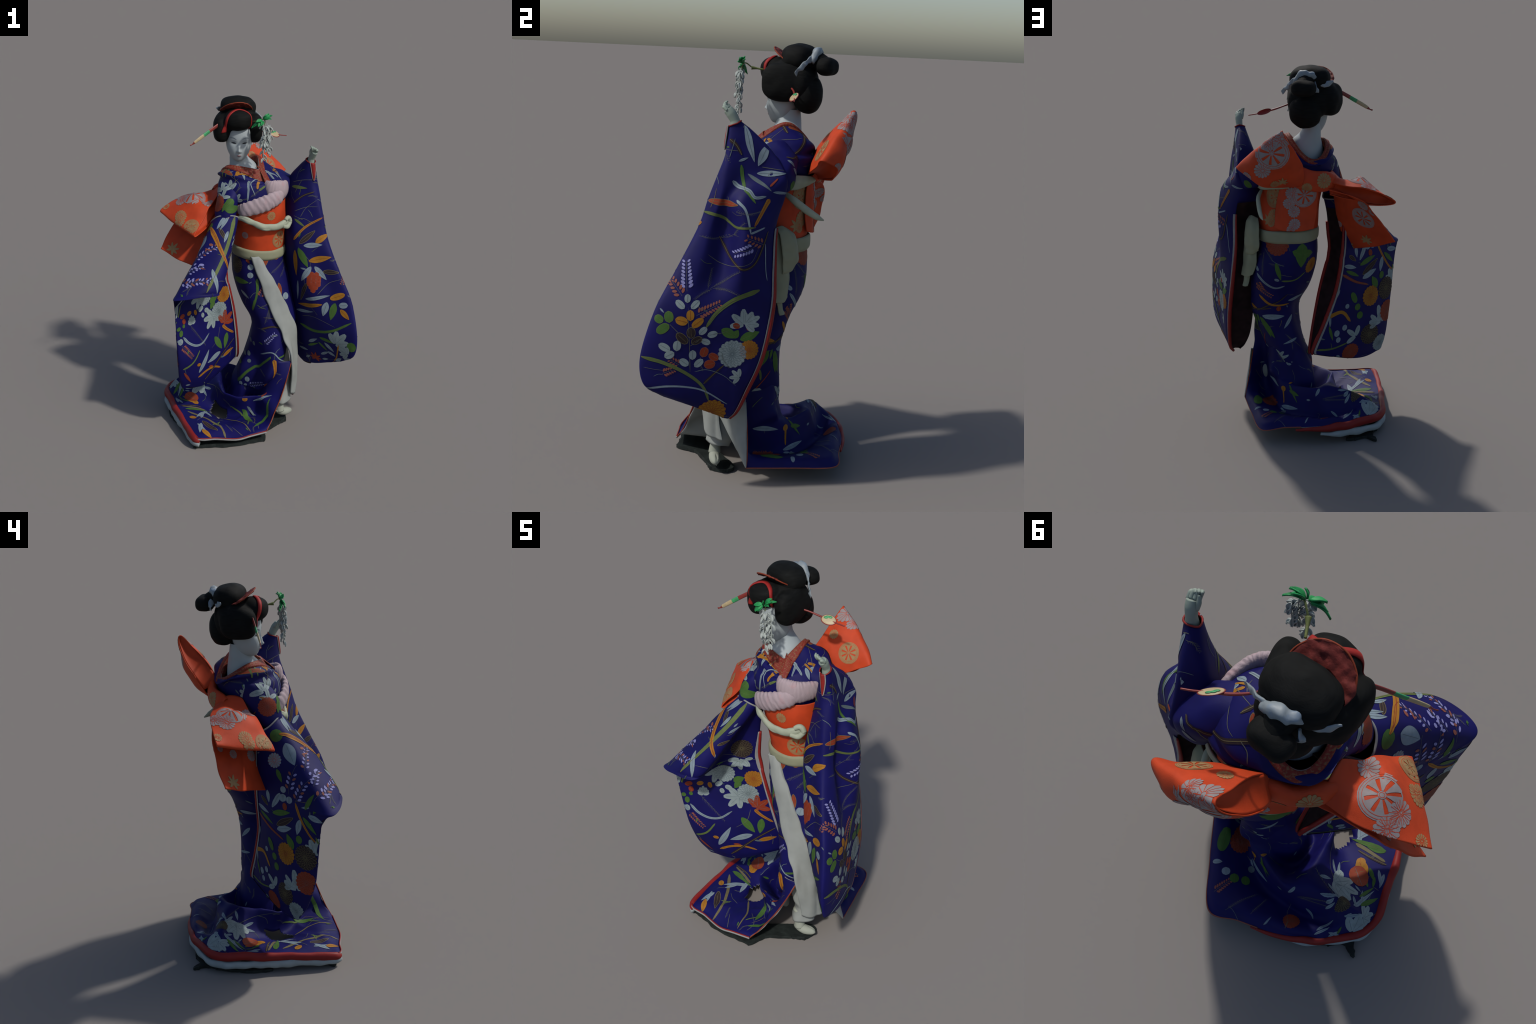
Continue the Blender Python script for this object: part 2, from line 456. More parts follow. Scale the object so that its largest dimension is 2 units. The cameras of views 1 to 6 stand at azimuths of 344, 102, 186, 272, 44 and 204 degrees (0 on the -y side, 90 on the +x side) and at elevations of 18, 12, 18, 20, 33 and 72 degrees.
# order: front, round by the left shoulder (+x), back, right shoulder, back to front
collar_outer = [(.046, -.073, 1.512), (.050, -.035, 1.552), (.055, .020, 1.598), (.052, .075, 1.634), (.035, .125, 1.628), (-.005, .170, 1.582), (-.055, .196, 1.530), (-.110, .202, 1.503), (-.150, .178, 1.510), (-.174, .130, 1.538), (-.182, .080, 1.566), (-.174, .030, 1.588), (-.140, -.015, 1.588), (-.090, -.042, 1.575), (-.040, -.058, 1.553), (.005, -.068, 1.530)]
collar_inner = [(.012, -.028, 1.588), (.018, -.008, 1.602), (.026, .025, 1.622), (.032, .075, 1.643), (.018, .115, 1.636), (-.016, .150, 1.592), (-.060, .172, 1.545), (-.105, .176, 1.523), (-.138, .155, 1.530), (-.158, .115, 1.556), (-.164, .075, 1.582), (-.155, .035, 1.602), (-.122, .000, 1.606), (-.080, -.015, 1.602), (-.045, -.022, 1.596), (-.012, -.026, 1.590)]


def between(a, b, t, push=0.0):
    return [tuple(np.array(p) * (1 - t) + np.array(q) * t + push * np.array([np.sign(p[0] + .0) * .5, 0, 1])) for p, q in zip(a, b)]


chest = ring(1.425, -0.196, 0.185, -0.128, 0.208, 2.1, ne=-.10, nw=.05)
shoulder = ring(1.50, -0.208, 0.190, -0.118, 0.216, 2.1, ne=-.13, nw=.06)
upper = [(.075, -.085, 1.525), (.10, -.060, 1.545), (.138, .000, 1.556), (.140, .060, 1.566), (.120, .158, 1.566), (.065, .218, 1.548), (-.015, .218, 1.520), (-.095, .210, 1.498), (-.150, .190, 1.505), (-.188, .145, 1.528), (-.205, .090, 1.542), (-.200, .025, 1.552), (-.165, -.042, 1.556), (-.110, -.075, 1.550), (-.045, -.093, 1.535), (.020, -.094, 1.520)]
body = Loft([ring(1.28, -0.11, 0.165, -0.10, 0.165, 2.0), ring(1.37, -0.150, 0.172, -0.120, 0.172, 2.0), chest, shoulder, upper, collar_outer], True)
G = wrinkle(body.dense(96, 60), 0.004, 10, 11)
F = grid_faces(60, 96, True)
F = flip(F)
bodice = mesh_object("kimono_bodice", G, F, M["indigo"], doll, thick=0.004, orient=True)
surface("bodice", bodice, G, F)
rim = between(collar_outer, collar_inner, 0.5)
rim = [tuple(np.array(p) + np.array([0, 0, 0.002])) for p in rim]
outer_low = [tuple(np.array(p) + np.array([0, 0, -.006])) for p in collar_outer]
inner_low = [tuple(np.array(p) + np.array([-(p[0] + .06) * .06, -(p[1] - .07) * .06, -.035])) for p in collar_inner]
G = Loft([outer_low, [tuple(np.array(p) + np.array([0, 0, .005])) for p in collar_outer], rim, collar_inner, inner_low], True).dense(110, 24)
F = flip(grid_faces(24, 110, True))
collar = mesh_object("collar", G, F, M["collar"], bodice, thick=0.003)
# pale under-collar edge inside the red one, and thin pipings
for pts, m, r, dz in ((collar_inner, "trim_white", 0.0025, 0.001), (collar_outer, "ink_rose", 0.0028, 0.004)):
    V, F = tube([np.array(p) + np.array([0, 0, dz]) for p in pts], r, 8, 140, closed=True)
    mesh_object("collar_piping", V, F, M[m], bodice)
# overlapping left collar panel running down to the sash
G = Loft([[(.005, .0, 1.604), (.028, -.02, 1.596), (.052, -.008, 1.575)], [(.018, -.045, 1.574), (.040, -.055, 1.562), (.062, -.045, 1.55)], [(.030, -.086, 1.535), (.050, -.090, 1.530), (.068, -.080, 1.525)], [(.036, -.108, 1.50), (.052, -.110, 1.50), (.072, -.104, 1.50)]]).dense(10, 20)
mesh_object("collar_overlap", G, grid_faces(20, 10), M["collar"], bodice, thick=0.004)

# ================================================================== ARMS IN SLEEVES
# right upper arm
G = Loft([
    ring(1.52, -.19, -.10, -.02, .12), ring(1.50, -.208, -.09, -.06, .105), ring(1.44, -.228, -.10, -.108, .082), ring(1.385, -.240, -.115, -.128, .045),
    ring(1.335, -.250, -.128, -.132, .02), ring(1.295, -.252, -.135, -.125, -.01)], True).dense(48, 36)
G = wrinkle(G, 0.007, 12, 13)
F = flip(grid_faces(36, 48, True))
arm_r = mesh_object("kimono_upper_sleeve", G, F, M["indigo"], doll, thick=0.004, inner=M["inside"], orient=True)
surface("arm_r", arm_r, G, F)

# left upper arm, shoulder to elbow
def cross(c, d, r1, r2, k=12):
    """Elliptic section at c across direction d; r1 sideways, r2 upright."""
    d = np.array(d, float) / np.linalg.norm(d)
    s = np.cross(d, (0, 0, 1))
    s /= np.linalg.norm(s)
    t = np.cross(s, d)
    return [np.array(c) + r1 * math.cos(a) * s + r2 * math.sin(a) * t for a in np.linspace(0, 2 * math.pi, k, endpoint=False)]


G = Loft([cross((.10, .06, 1.48), (1, .2, -.3), .10, .095), cross((.17, .075, 1.465), (1, .2, -.4), .095, .09), cross((.23, .095, 1.43), (1, .2, -.5), .085, .085), cross((.285, .105, 1.405), (1, .1, -.4), .062, .064), cross((.315, .085, 1.395), (1, 0, -.3), .030, .035), cross((.32, .08, 1.395), (1, 0, -.3), .003, .003)], True).dense(40, 34)
G = wrinkle(G, 0.012, 14, 15)
F = grid_faces(34, 40, True)
arm_l = mesh_object("kimono_upper_sleeve", G, F, M["indigo"], doll)
surface("arm_l", arm_l, G, F)

# left hanging sleeve.  Each section: inner rear, inner middle, inner front, fold, outer front, outer hollow, outer middle, outer rear
SL = [
    [(.288, -.068, 1.655), (.286, -.088, 1.648), (.296, -.106, 1.640), (.318, -.112, 1.634), (.334, -.104, 1.638), (.340, -.088, 1.645), (.334, -.070, 1.652), (.312, -.060, 1.662)],
    [(.258, -.020, 1.600), (.266, -.070, 1.592), (.288, -.102, 1.580), (.322, -.116, 1.572), (.346, -.100, 1.582), (.344, -.065, 1.592), (.330, -.030, 1.605), (.302, -.005, 1.618)],
    [(.225, .030, 1.530), (.245, -.060, 1.525), (.285, -.106, 1.520), (.326, -.120, 1.515), (.360, -.095, 1.525), (.338, -.035, 1.540), (.322, .025, 1.545), (.298, .082, 1.535)],
    [(.205, .050, 1.440), (.232, -.065, 1.450), (.290, -.118, 1.460), (.340, -.136, 1.455), (.374, -.098, 1.460), (.344, -.020, 1.450), (.322, .055, 1.440), (.302, .148, 1.440)],
    [(.198, .040, 1.340), (.222, -.090, 1.340), (.300, -.148, 1.340), (.368, -.172, 1.325), (.396, -.125, 1.325), (.384, -.085, 1.325), (.408, -.005, 1.335), (.288, .148, 1.360)],
    [(.200, .030, 1.200), (.212, -.130, 1.195), (.312, -.193, 1.200), (.392, -.208, 1.200), (.414, -.160, 1.200), (.376, -.090, 1.200), (.432, .012, 1.200), (.318, .118, 1.210)],
    [(.215, .030, 1.000), (.245, -.175, 1.000), (.365, -.245, 1.000), (.458, -.288, 1.000), (.470, -.200, 1.000), (.408, -.100, 1.010), (.434, .000, 1.010), (.326, .118, 1.030)],
    [(.235, .030, .830), (.290, -.220, .830), (.438, -.322, .830), (.520, -.362, .830), (.520, -.260, .830), (.478, -.130, .840), (.430, -.005, .840), (.346, .122, .860)],
    [(.258, .010, .640), (.332, -.222, .640), (.472, -.358, .640), (.550, -.412, .640), (.538, -.300, .640), (.492, -.170, .640), (.443, -.028, .640), (.378, .090, .640)],
    [(.280, -.005, .480), (.350, -.175, .475), (.466, -.315, .500), (.547, -.398, .515), (.532, -.290, .495), (.484, -.150, .475), (.440, -.040, .470), (.395, .030, .480)],
    [(.312, -.035, .390), (.366, -.140, .400), (.450, -.260, .435), (.508, -.335, .458), (.500, -.260, .440), (.462, -.150, .405), (.425, -.060, .388), (.400, -.010, .385)],
    [(.345, -.050, .350), (.378, -.145, .376), (.442, -.255, .418), (.478, -.295, .438), (.472, -.250, .426), (.436, -.140, .382), (.408, -.070, .352), (.390, -.045, .342)],
]
for k, sec in enumerate(SL):
    if 3 < k < 7:
        x, y, z = sec[3]
        sec[3] = (x + .003, y - .007, z)
slv_l = Loft(SL, True)
NUL, NVL = 144, 130
G = slv_l.dense(NUL, NVL)
G = wrinkle(G, 0.006, 6, 17, (1, 1, 0.35))
vs = np.linspace(0, slv_l.vmax, NVL)


def recess(G, n_u, u0, span, vs, v0, push, depth):
    """Sink the open back of a sleeve into the bag, as a dark pleat."""
    for jj in range(G.shape[0]):
        k = np.clip((vs[jj] - v0) / .7, 0, 1)
        for ii in range(G.shape[1]):
            f = (n_u * ii / G.shape[1] - u0) / span
            if 0 < f < 1:
                G[jj, ii] += np.array(push) * depth * k * math.sin(math.pi * f) ** .6


recess(G, 8, 7, 1, vs, 4.4, (.35, -1, 0), .04)
F = flip(grid_faces(NVL, NUL, True, lambda j, i: not (8 * i / NUL >= 7 and vs[j] > 4.6)))
inner_faces = flip(grid_faces(NVL, NUL, True, lambda j, i: 8 * i / NUL >= 7 and vs[j] > 4.6))
sleeve_l = mesh_object("kimono_sleeve", G, F, M["indigo"], doll, thick=0.004, inner=M["inside"], orient=True)
surface("sleeve_l", sleeve_l, G, F)
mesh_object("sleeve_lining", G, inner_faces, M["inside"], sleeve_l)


def edge_strip(loft, u0, u1, v0, v1, lift, m, name, parent, n=80, w=6, fwd=-1):
    """Narrow band on a loft between two u lines, a little proud of it."""
    A = loft.grid(np.linspace(u0, u1, w), np.linspace(v0, v1, n))
    du = np.gradient(A, axis=1)
    dv = np.gradient(A, axis=0)
    nn = np.cross(du, dv)
    nn /= np.linalg.norm(nn, axis=2)[..., None] + 1e-9
    return mesh_object(name, A + nn * lift * fwd, grid_faces(n, w), m, parent, thick=0.002, offset=0)


for lf, par, fw, ed in ((slv_l, sleeve_l, -1, 7.0),):
    edge_strip(lf, ed - .13, ed - .03, 5.0, 11.0, 0.0035, M["trim_white"], "sleeve_trim", par, fwd=fw)
    A = lf.grid([ed - .03], np.linspace(5.0, 11.0, 60))[:, 0]
    V, F = tube(A + np.array([-.004, .006, 0]), [0.004, .008, .011, .011, .010, .008], 8, 100)
    mesh_object("sleeve_trim", V, F, M["red"], par)

# cuff of the raised sleeve: red inside, pale edge
P = [np.array(p) for p in SL[0]]
V, F = tube(P, 0.0032, 8, 60, closed=True)
mesh_object("sleeve_cuff", V, F, M["red"], sleeve_l)
cuff = [[(.300, -.108, 1.642), (.316, -.117, 1.636), (.332, -.110, 1.640)], [(.308, -.113, 1.60), (.321, -.122, 1.595), (.336, -.113, 1.60)], [(.317, -.118, 1.555), (.324, -.125, 1.553), (.332, -.119, 1.555)], [(.323, -.121, 1.535), (.325, -.124, 1.535), (.327, -.122, 1.535)]]
mesh_object("sleeve_cuff", Loft(cuff).dense(8, 20), grid_faces(20, 8), M["red"], sleeve_l, thick=0.003)
for s in (0, 2):
    V, F = tube([np.array(c[s]) + np.array([0, -.002, 0]) for c in cuff], 0.003, 8, 40)
    mesh_object("sleeve_cuff", V, F, M["trim_white"], sleeve_l)

# right sleeve: forearm panel and hanging bag.  Sections: outer rear, outer middle, outer front, inner front, crease, under the crease, inner rear
SR = [
    [(-.255, -.010, 1.270), (-.268, -.062, 1.300), (-.236, -.108, 1.335), (-.155, -.130, 1.338), (-.124, -.105, 1.315), (-.140, -.070, 1.290), (-.150, -.015, 1.265)],
    [(-.258, .000, 1.190), (-.302, -.080, 1.235), (-.299, -.165, 1.255), (-.205, -.210, 1.250), (-.165, -.185, 1.215), (-.180, -.110, 1.200), (-.162, -.035, 1.180)],
    [(-.260, .004, 1.100), (-.350, -.115, 1.120), (-.390, -.245, 1.134), (-.275, -.318, 1.130), (-.220, -.280, 1.085), (-.242, -.150, 1.095), (-.168, -.045, 1.075)],
    [(-.256, .006, 1.010), (-.404, -.160, 1.015), (-.486, -.311, 1.014), (-.365, -.405, 1.010), (-.272, -.352, .990), (-.290, -.180, 1.000), (-.176, -.045, .990)],
    [(-.252, .008, .960), (-.410, -.162, .966), (-.536, -.348, .950), (-.412, -.418, .968), (-.298, -.380, .962), (-.298, -.184, .966), (-.172, -.041, .945)],
    [(-.250, .008, .945), (-.412, -.160, .950), (-.556, -.365, .930), (-.425, -.418, .955), (-.305, -.385, .950), (-.300, -.185, .955), (-.170, -.040, .930)],
    [(-.246, .008, .925), (-.414, -.156, .928), (-.550, -.345, .916), (-.455, -.275, .936), (-.335, -.205, .938), (-.285, -.160, .930), (-.166, -.040, .905)],
    [(-.240, .006, .865), (-.414, -.148, .865), (-.540, -.320, .865), (-.450, -.238, .880), (-.345, -.168, .880), (-.260, -.115, .880), (-.155, -.045, .870)],
    [(-.210, .002, .720), (-.404, -.138, .710), (-.526, -.300, .720), (-.446, -.258, .720), (-.335, -.176, .720), (-.240, -.102, .720), (-.120, -.038, .730)],
    [(-.145, .028, .540), (-.402, -.132, .535), (-.512, -.275, .540), (-.446, -.280, .545), (-.320, -.190, .520), (-.210, -.098, .510), (-.085, -.008, .540)],
    [(-.090, .054, .410), (-.385, -.122, .385), (-.494, -.235, .400), (-.444, -.248, .410), (-.320, -.175, .370), (-.200, -.080, .370), (-.066, .032, .415)],
    [(-.085, .056, .378), (-.330, -.112, .290), (-.462, -.192, .315), (-.435, -.205, .318), (-.320, -.145, .290), (-.200, -.060, .322), (-.066, .048, .380)],
    [(-.090, .054, .372), (-.330, -.118, .276), (-.445, -.188, .296), (-.432, -.192, .298), (-.330, -.135, .278), (-.205, -.050, .315), (-.072, .050, .374)],
]
slv_r = Loft(SR, True)
NUR, NVR = 140, 130
G = slv_r.dense(NUR, NVR)
G = wrinkle(G, 0.005, 7, 19, (1, 1, 0.5))
vsr = np.linspace(0, slv_r.vmax, NVR)
recess(G, 7, 6, 1, vsr, .5, (-.8, -.5, 0), .03)
F = flip(grid_faces(NVR, NUR, True, lambda j, i: not (7 * i / NUR >= 6.0 and vsr[j] > 0.6)))
inner_faces = flip(grid_faces(NVR, NUR, True, lambda j, i: 7 * i / NUR >= 6.0 and vsr[j] > 0.6))
sleeve_r = mesh_object("kimono_sleeve", G, F, M["indigo"], doll, thick=0.004, inner=M["inside"], orient=True)
surface("sleeve_r", sleeve_r, G, F)
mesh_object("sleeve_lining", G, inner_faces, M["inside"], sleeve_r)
edge_strip(slv_r, .03, .09, 1.0, 11.8, 0.0035, M["trim_white"], "sleeve_trim", sleeve_r)
A = slv_r.grid([0.0], np.linspace(1.0, 11.8, 60))[:, 0]
V, F = tube(A + np.array([.006, .002, 0]), [0.004, .008, .010, .010, .010, .010, .006], 8, 100)
mesh_object("sleeve_trim", V, F, M["red"], sleeve_r)
edge_strip(slv_r, 5.80, 5.95, 1.5, 11.5, 0.0035, M["trim_white"], "sleeve_trim", sleeve_r)
A = slv_r.grid([5.99], np.linspace(1.5, 11.5, 60))[:, 0]
V, F = tube(A + np.array([.003, -.002, 0]), 0.009, 8, 100)
mesh_object("sleeve_trim", V, F, M["red"], sleeve_r)
V, F = tube([np.array(p) for p in SR[0]], 0.0042, 8, 80, closed=True)
mesh_object("sleeve_trim", V, F, M["trim_white"], sleeve_r)

# ================================================================== HANDS
def hand_part():
    parts = [tube([(.314, -.078, 1.630), (.316, -.086, 1.662), (.320, -.102, 1.690), (.322, -.118, 1.708)], [.026, .021, .023, .021], 16, 24, squash=0.85)]
    rnd = random.Random(3)
    for k, (dx, dz) in enumerate(((-.016, .004), (-.006, .006), (.005, .004), (.014, -.002))):
        b = np.array([.320 + dx, -.116, 1.706 + dz])
        parts.append(tube([b, b + (-.002, -.014, .012), b + (-.006, -.018, .024 - .004 * k), b + (-.010, -.010, .032 - .006 * k)], [.0085, .008, .007, .0035], 10, 16))
    parts.append(tube([(.305, -.100, 1.690), (.300, -.112, 1.712), (.303, -.124, 1.732)], [.009, .008, .004], 10, 12))
    return merge(parts)


V, F = hand_part()
mesh_object("hand", V, F, M["hand"], doll)

# ================================================================== OBI, BELT, CORDS, SCARF
obi_l = Loft([ring(1.085, -.112, .207, -.108, .214, 2.05, tilt=.012), ring(1.15, -.116, .207, -.118, .206, 2.05, tilt=.010), ring(1.22, -.122, .203, -.124, .200, 2.05, tilt=.008), ring(1.30, -.134, .200, -.134, .196, 2.05), ring(1.36, -.150, .196, -.140, .198, 2.05), ring(1.405, -.165, .194, -.136, .202, 2.05)], True)
G = wrinkle(obi_l.dense(96, 40), 0.0035, 9, 21)
F = flip(grid_faces(40, 96, True))
obi = mesh_object("obi_sash", G, F, M["orange"], doll, thick=0.004, orient=True)
surface("obi", obi, G, F)
blt = Loft([ring(1.062, -.112, .206, -.112, .216, 2.2, tilt=.012), ring(1.075, -.120, .213, -.122, .224, 2.2, tilt=.012), ring(1.098, -.122, .215, -.124, .225, 2.2, tilt=.014), ring(1.120, -.121, .213, -.122, .223, 2.2, tilt=.016), ring(1.128, -.114, .207, -.112, .216, 2.2, tilt=.016)], True)
G = wrinkle(blt.dense(96, 20), 0.003, 12, 23)
belt = mesh_object("waist_belt", G, flip(grid_faces(20, 96, True)), M["belt"], doll, thick=0.003, orient=True)

# belt bow hanging on the left hip, partly under the sleeve
tie = [
    Loft([[(.200, .13, 1.195), (.228, .12, 1.205), (.252, .10, 1.195)], [(.192, .175, 1.165), (.230, .165, 1.17), (.268, .125, 1.165)], [(.188, .195, 1.10), (.228, .190, 1.10), (.272, .140, 1.10)], [(.194, .200, 1.045), (.228, .190, 1.03), (.268, .145, 1.015)], [(.198, .190, 1.025), (.228, .180, 1.005), (.264, .140, 0.995)]]),
    Loft([[(.205, .12, 1.18), (.235, .12, 1.18), (.262, .09, 1.18)], [(.205, .15, 1.06), (.245, .15, 1.05), (.280, .105, 1.04)], [(.212, .165, .95), (.252, .16, .93), (.292, .115, .93)], [(.232, .165, .880), (.265, .158, .868), (.300, .122, .868)]]),
    Loft([[(.225, .10, 1.15), (.245, .10, 1.15), (.262, .08, 1.15)], [(.230, .12, 1.0), (.250, .12, 1.0), (.270, .10, 1.0)], [(.250, .145, .86), (.266, .148, .86), (.284, .13, .86)], [(.260, .165, .815), (.274, .165, .812), (.290, .15, .812)]])]
tie_o = None
for k, lf in enumerate(tie):
    G = wrinkle(lf.dense(16, 40), 0.006, 22, 30 + k)
    o = mesh_object("belt_tie", G, grid_faces(40, 16), M["belt"], belt, thick=0.006, offset=0)

# cream cord twisted round the front, ending in a looped knot
front = [(-.124, -.090, 1.318), (-.095, -.122, 1.314), (-.05, -.142, 1.298), (.0, -.150, 1.278), (.05, -.150, 1.268), (.10, -.146, 1.267), (.15, -.134, 1.280), (.172, -.116, 1.292)]
V, F = tube(front, [.012, .014, .016, .019, .020, .020, .019, .016], 14, 80, squash=.6)
W, Q = tube([np.array(p) + np.array([0, .004, .012 * math.sin(i * 1.3)]) for i, p in enumerate(front)], [.008, .010, .012, .013, .014, .014, .013, .010], 12, 80)
X, Y = tube([(.140, -.146, 1.268), (.172, -.128, 1.262), (.188, -.108, 1.285), (.178, -.118, 1.312), (.156, -.136, 1.304)], [.012, .014, .016, .015, .011], 12, 60)
V, F = merge([(V, F), (W, Q), (X, Y)])
V = wrinkle(V, 0.004, 26, 41)
cord = mesh_object("sash_cord", V, F, M["cord"], doll)
# tail of the cord poking out behind
V, F = tube([(.178, .120, 1.345), (.190, .170, 1.315), (.180, .225, 1.275), (.166, .270, 1.246), (.152, .300, 1.231)], [.010, .016, .017, .014, .003], 14, 50, squash=0.7)
mesh_object("cord_end", V, F, M["cord"], doll)
# pale sash padding showing under the armpit at the back
G = Loft([[(.205, .10, 1.425), (.165, .175, 1.425), (.09, .215, 1.415), (.02, .222, 1.400)], [(.212, .10, 1.400), (.170, .180, 1.398), (.092, .220, 1.395), (.02, .228, 1.390)], [(.205, .10, 1.360), (.162, .168, 1.362), (.088, .204, 1.375), (.02, .212, 1.378)]]).dense(30, 12)
mesh_object("sash_padding", G, grid_faces(12, 30), M["cord"], doll, thick=0.005)

# pink crepe scarf, twisted: two rolls with slanting ridges
def crepe(path, rad, n, seg, ridges, amp, seed, squash):
    V, F = tube(path, rad, seg, n, squash=squash)
    c = crom(path, np.linspace(0, len(path) - 1, n))
    for i in range(n):
        for j in range(seg):
            a = 2 * math.pi * j / seg
            s = math.sin(ridges * 2 * math.pi * i / n + 2.6 * math.sin(a) + 2.2 * noise.noise(Vector((i * .05, j * .06, seed))))
            p = V[i * seg + j]
            V[i * seg + j] = p + (p - c[i]) * (amp * s + 0.05 * noise.noise(Vector((i * .2, j * .3, seed))))
    return V, F


A = crepe([(-.118, -.075, 1.362), (-.092, -.118, 1.370), (-.035, -.140, 1.390), (.025, -.148, 1.412), (.075, -.142, 1.432), (.122, -.122, 1.446), (.150, -.085, 1.452)], [.028, .040, .046, .048, .046, .040, .02], 150, 36, 11, .045, 1, .46)
B = crepe([(.034, -.088, 1.515), (.060, -.112, 1.496), (.105, -.110, 1.482), (.145, -.084, 1.474), (.178, -.030, 1.472), (.198, .030, 1.470)], [.026, .050, .058, .056, .048, .034], 140, 36, 17, .016, 2, .46)
V, F = merge([A, B])
scarf = mesh_object("crepe_scarf", V, F, M["pink"], doll)

# ================================================================== OBI BOW
bow = empty("obi_bow", (0, 0, 0), doll)


def bow_piece(name, secs, nu, nv, seed, key, closed=False, amp=.006, thick=.005):
    lf = Loft(secs, closed)
    G = wrinkle(lf.dense(nu, nv), amp, 11, seed)
    F = grid_faces(nv, nu, closed)
    o = mesh_object(name, G, F, M["orange"], bow, thick=thick, offset=-1)
    surface(key, o, G, F, thick)
    return o, lf


def pocket(lf, v, deep, name="bow_loop"):
    """Inward pleat that closes the open end of a loop."""
    half = lf.umax / 2
    us = np.linspace(0, half, 24)
    rows = []
    for t in np.linspace(0, 1, 11):
        vv = v + deep * math.sin(math.pi * t)
        A = lf.grid(us, [vv])[0]
        B = lf.grid(lf.umax - us, [vv])[0]
        rows.append(A * (1 - t) + B * t)
    mesh_object(name, np.array(rows), grid_faces(11, 24), M["orange"], bow, thick=.003, offset=0)


def rev(s):
    return [list(reversed(r)) for r in s]


_, loop_l = bow_piece("bow_loop", [
    [(-.040, .195, 1.490), (-.002, .265, 1.585), (.020, .340, 1.672), (.030, .388, 1.718), (.016, .398, 1.690), (-.030, .365, 1.600), (-.060, .315, 1.520), (-.063, .270, 1.450)],
    [(-.040, .192, 1.470), (.042, .248, 1.555), (.080, .318, 1.632), (.097, .370, 1.668), (.082, .388, 1.640), (.040, .385, 1.560), (-.020, .330, 1.480), (-.055, .262, 1.430)],
    [(-.035, .190, 1.450), (.080, .242, 1.520), (.138, .298, 1.582), (.162, .348, 1.618), (.140, .384, 1.588), (.083, .366, 1.518), (.010, .320, 1.450), (-.050, .250, 1.412)],
    [(-.030, .188, 1.428), (.115, .228, 1.476), (.195, .280, 1.528), (.226, .322, 1.564), (.195, .376, 1.530), (.138, .356, 1.464), (.040, .300, 1.425), (-.048, .235, 1.398)],
    [(-.030, .188, 1.402), (.125, .222, 1.432), (.228, .268, 1.480), (.278, .296, 1.510), (.222, .350, 1.480), (.158, .330, 1.425), (.060, .280, 1.405), (-.048, .215, 1.392)]], 80, 60, 51, "loop_l")
pocket(loop_l, .05, .15)
pocket(loop_l, 3.9, -.6)
_, loop_r = bow_piece("bow_loop", rev([
    [(-.180, .192, 1.405), (-.260, .215, 1.395), (-.380, .220, 1.375), (-.470, .205, 1.340), (-.528, .183, 1.298), (-.470, .180, 1.285), (-.360, .185, 1.300), (-.190, .192, 1.345)],
    [(-.185, .175, 1.430), (-.270, .160, 1.405), (-.365, .150, 1.400), (-.445, .130, 1.340), (-.500, .112, 1.278), (-.440, .115, 1.268), (-.330, .130, 1.290), (-.190, .165, 1.338)],
    [(-.190, .140, 1.445), (-.275, .100, 1.378), (-.350, .088, 1.410), (-.415, .065, 1.335), (-.460, .045, 1.256), (-.400, .050, 1.252), (-.310, .075, 1.280), (-.195, .130, 1.335)],
    [(-.195, .100, 1.445), (-.270, .055, 1.362), (-.322, .038, 1.378), (-.375, .002, 1.305), (-.418, -.025, 1.236), (-.370, -.015, 1.236), (-.290, .020, 1.270), (-.195, .095, 1.335)],
    [(-.200, .070, 1.435), (-.245, .030, 1.372), (-.280, -.005, 1.350), (-.328, -.048, 1.285), (-.378, -.094, 1.217), (-.340, -.070, 1.225), (-.270, -.010, 1.265), (-.200, .065, 1.335)]]), 80, 60, 52, "loop_r")
pocket(loop_r, .3, .5)
pocket(loop_r, 3.7, -.6)
bow_piece("bow_tail", [
    [(-.165, .205, 1.375), (-.185, .160, 1.380), (-.200, .100, 1.375), (-.205, .060, 1.365)],
    [(-.350, .218, 1.318), (-.300, .165, 1.310), (-.240, .095, 1.300), (-.205, .045, 1.285)],
    [(-.415, .210, 1.245), (-.360, .145, 1.225), (-.280, .070, 1.200), (-.215, .010, 1.170)],
    [(-.480, .185, 1.155), (-.415, .115, 1.125), (-.325, .040, 1.090), (-.250, -.025, 1.055)],
    [(-.535, .153, 1.071), (-.465, .090, 1.035), (-.375, .025, 1.000), (-.292, -.056, .965)]], 40, 60, 53, "tail", amp=.006)
# knot: a broad flat band joining the two loops
G = Loft([cross((.015, .205, 1.452), (-1, .1, -.15), .030, .050), cross((-.040, .225, 1.440), (-1, .05, -.18), .032, .058), cross((-.090, .222, 1.425), (-1, -.2, -.2), .030, .056), cross((-.140, .200, 1.413), (-1, -.4, -.15), .032, .056), cross((-.185, .170, 1.406), (-1, -.6, -.1), .034, .050), cross((-.215, .145, 1.402), (-1, -.6, -.05), .022, .038)], True).dense(40, 50)
V = wrinkle(G, .006, 14, 54)
F = grid_faces(50, 40, True)
o = mesh_object("bow_knot", V, F, M["orange"], bow, orient=True)
surface("knot", o, V, F)
# drum panel hanging over the back of the sash
bow_piece("bow_drum", [
    [(.060, .200, 1.405), (.010, .214, 1.410), (-.060, .204, 1.400), (-.130, .176, 1.385)],
    [(.080, .200, 1.330), (.035, .228, 1.330), (-.050, .206, 1.320), (-.125, .166, 1.310)],
    [(.095, .202, 1.240), (.048, .230, 1.240), (-.040, .208, 1.235), (-.115, .166, 1.225)],
    [(.102, .214, 1.165), (.055, .234, 1.155), (-.030, .220, 1.150), (-.104, .182, 1.150)]], 40, 40, 55, "drum", amp=.004)

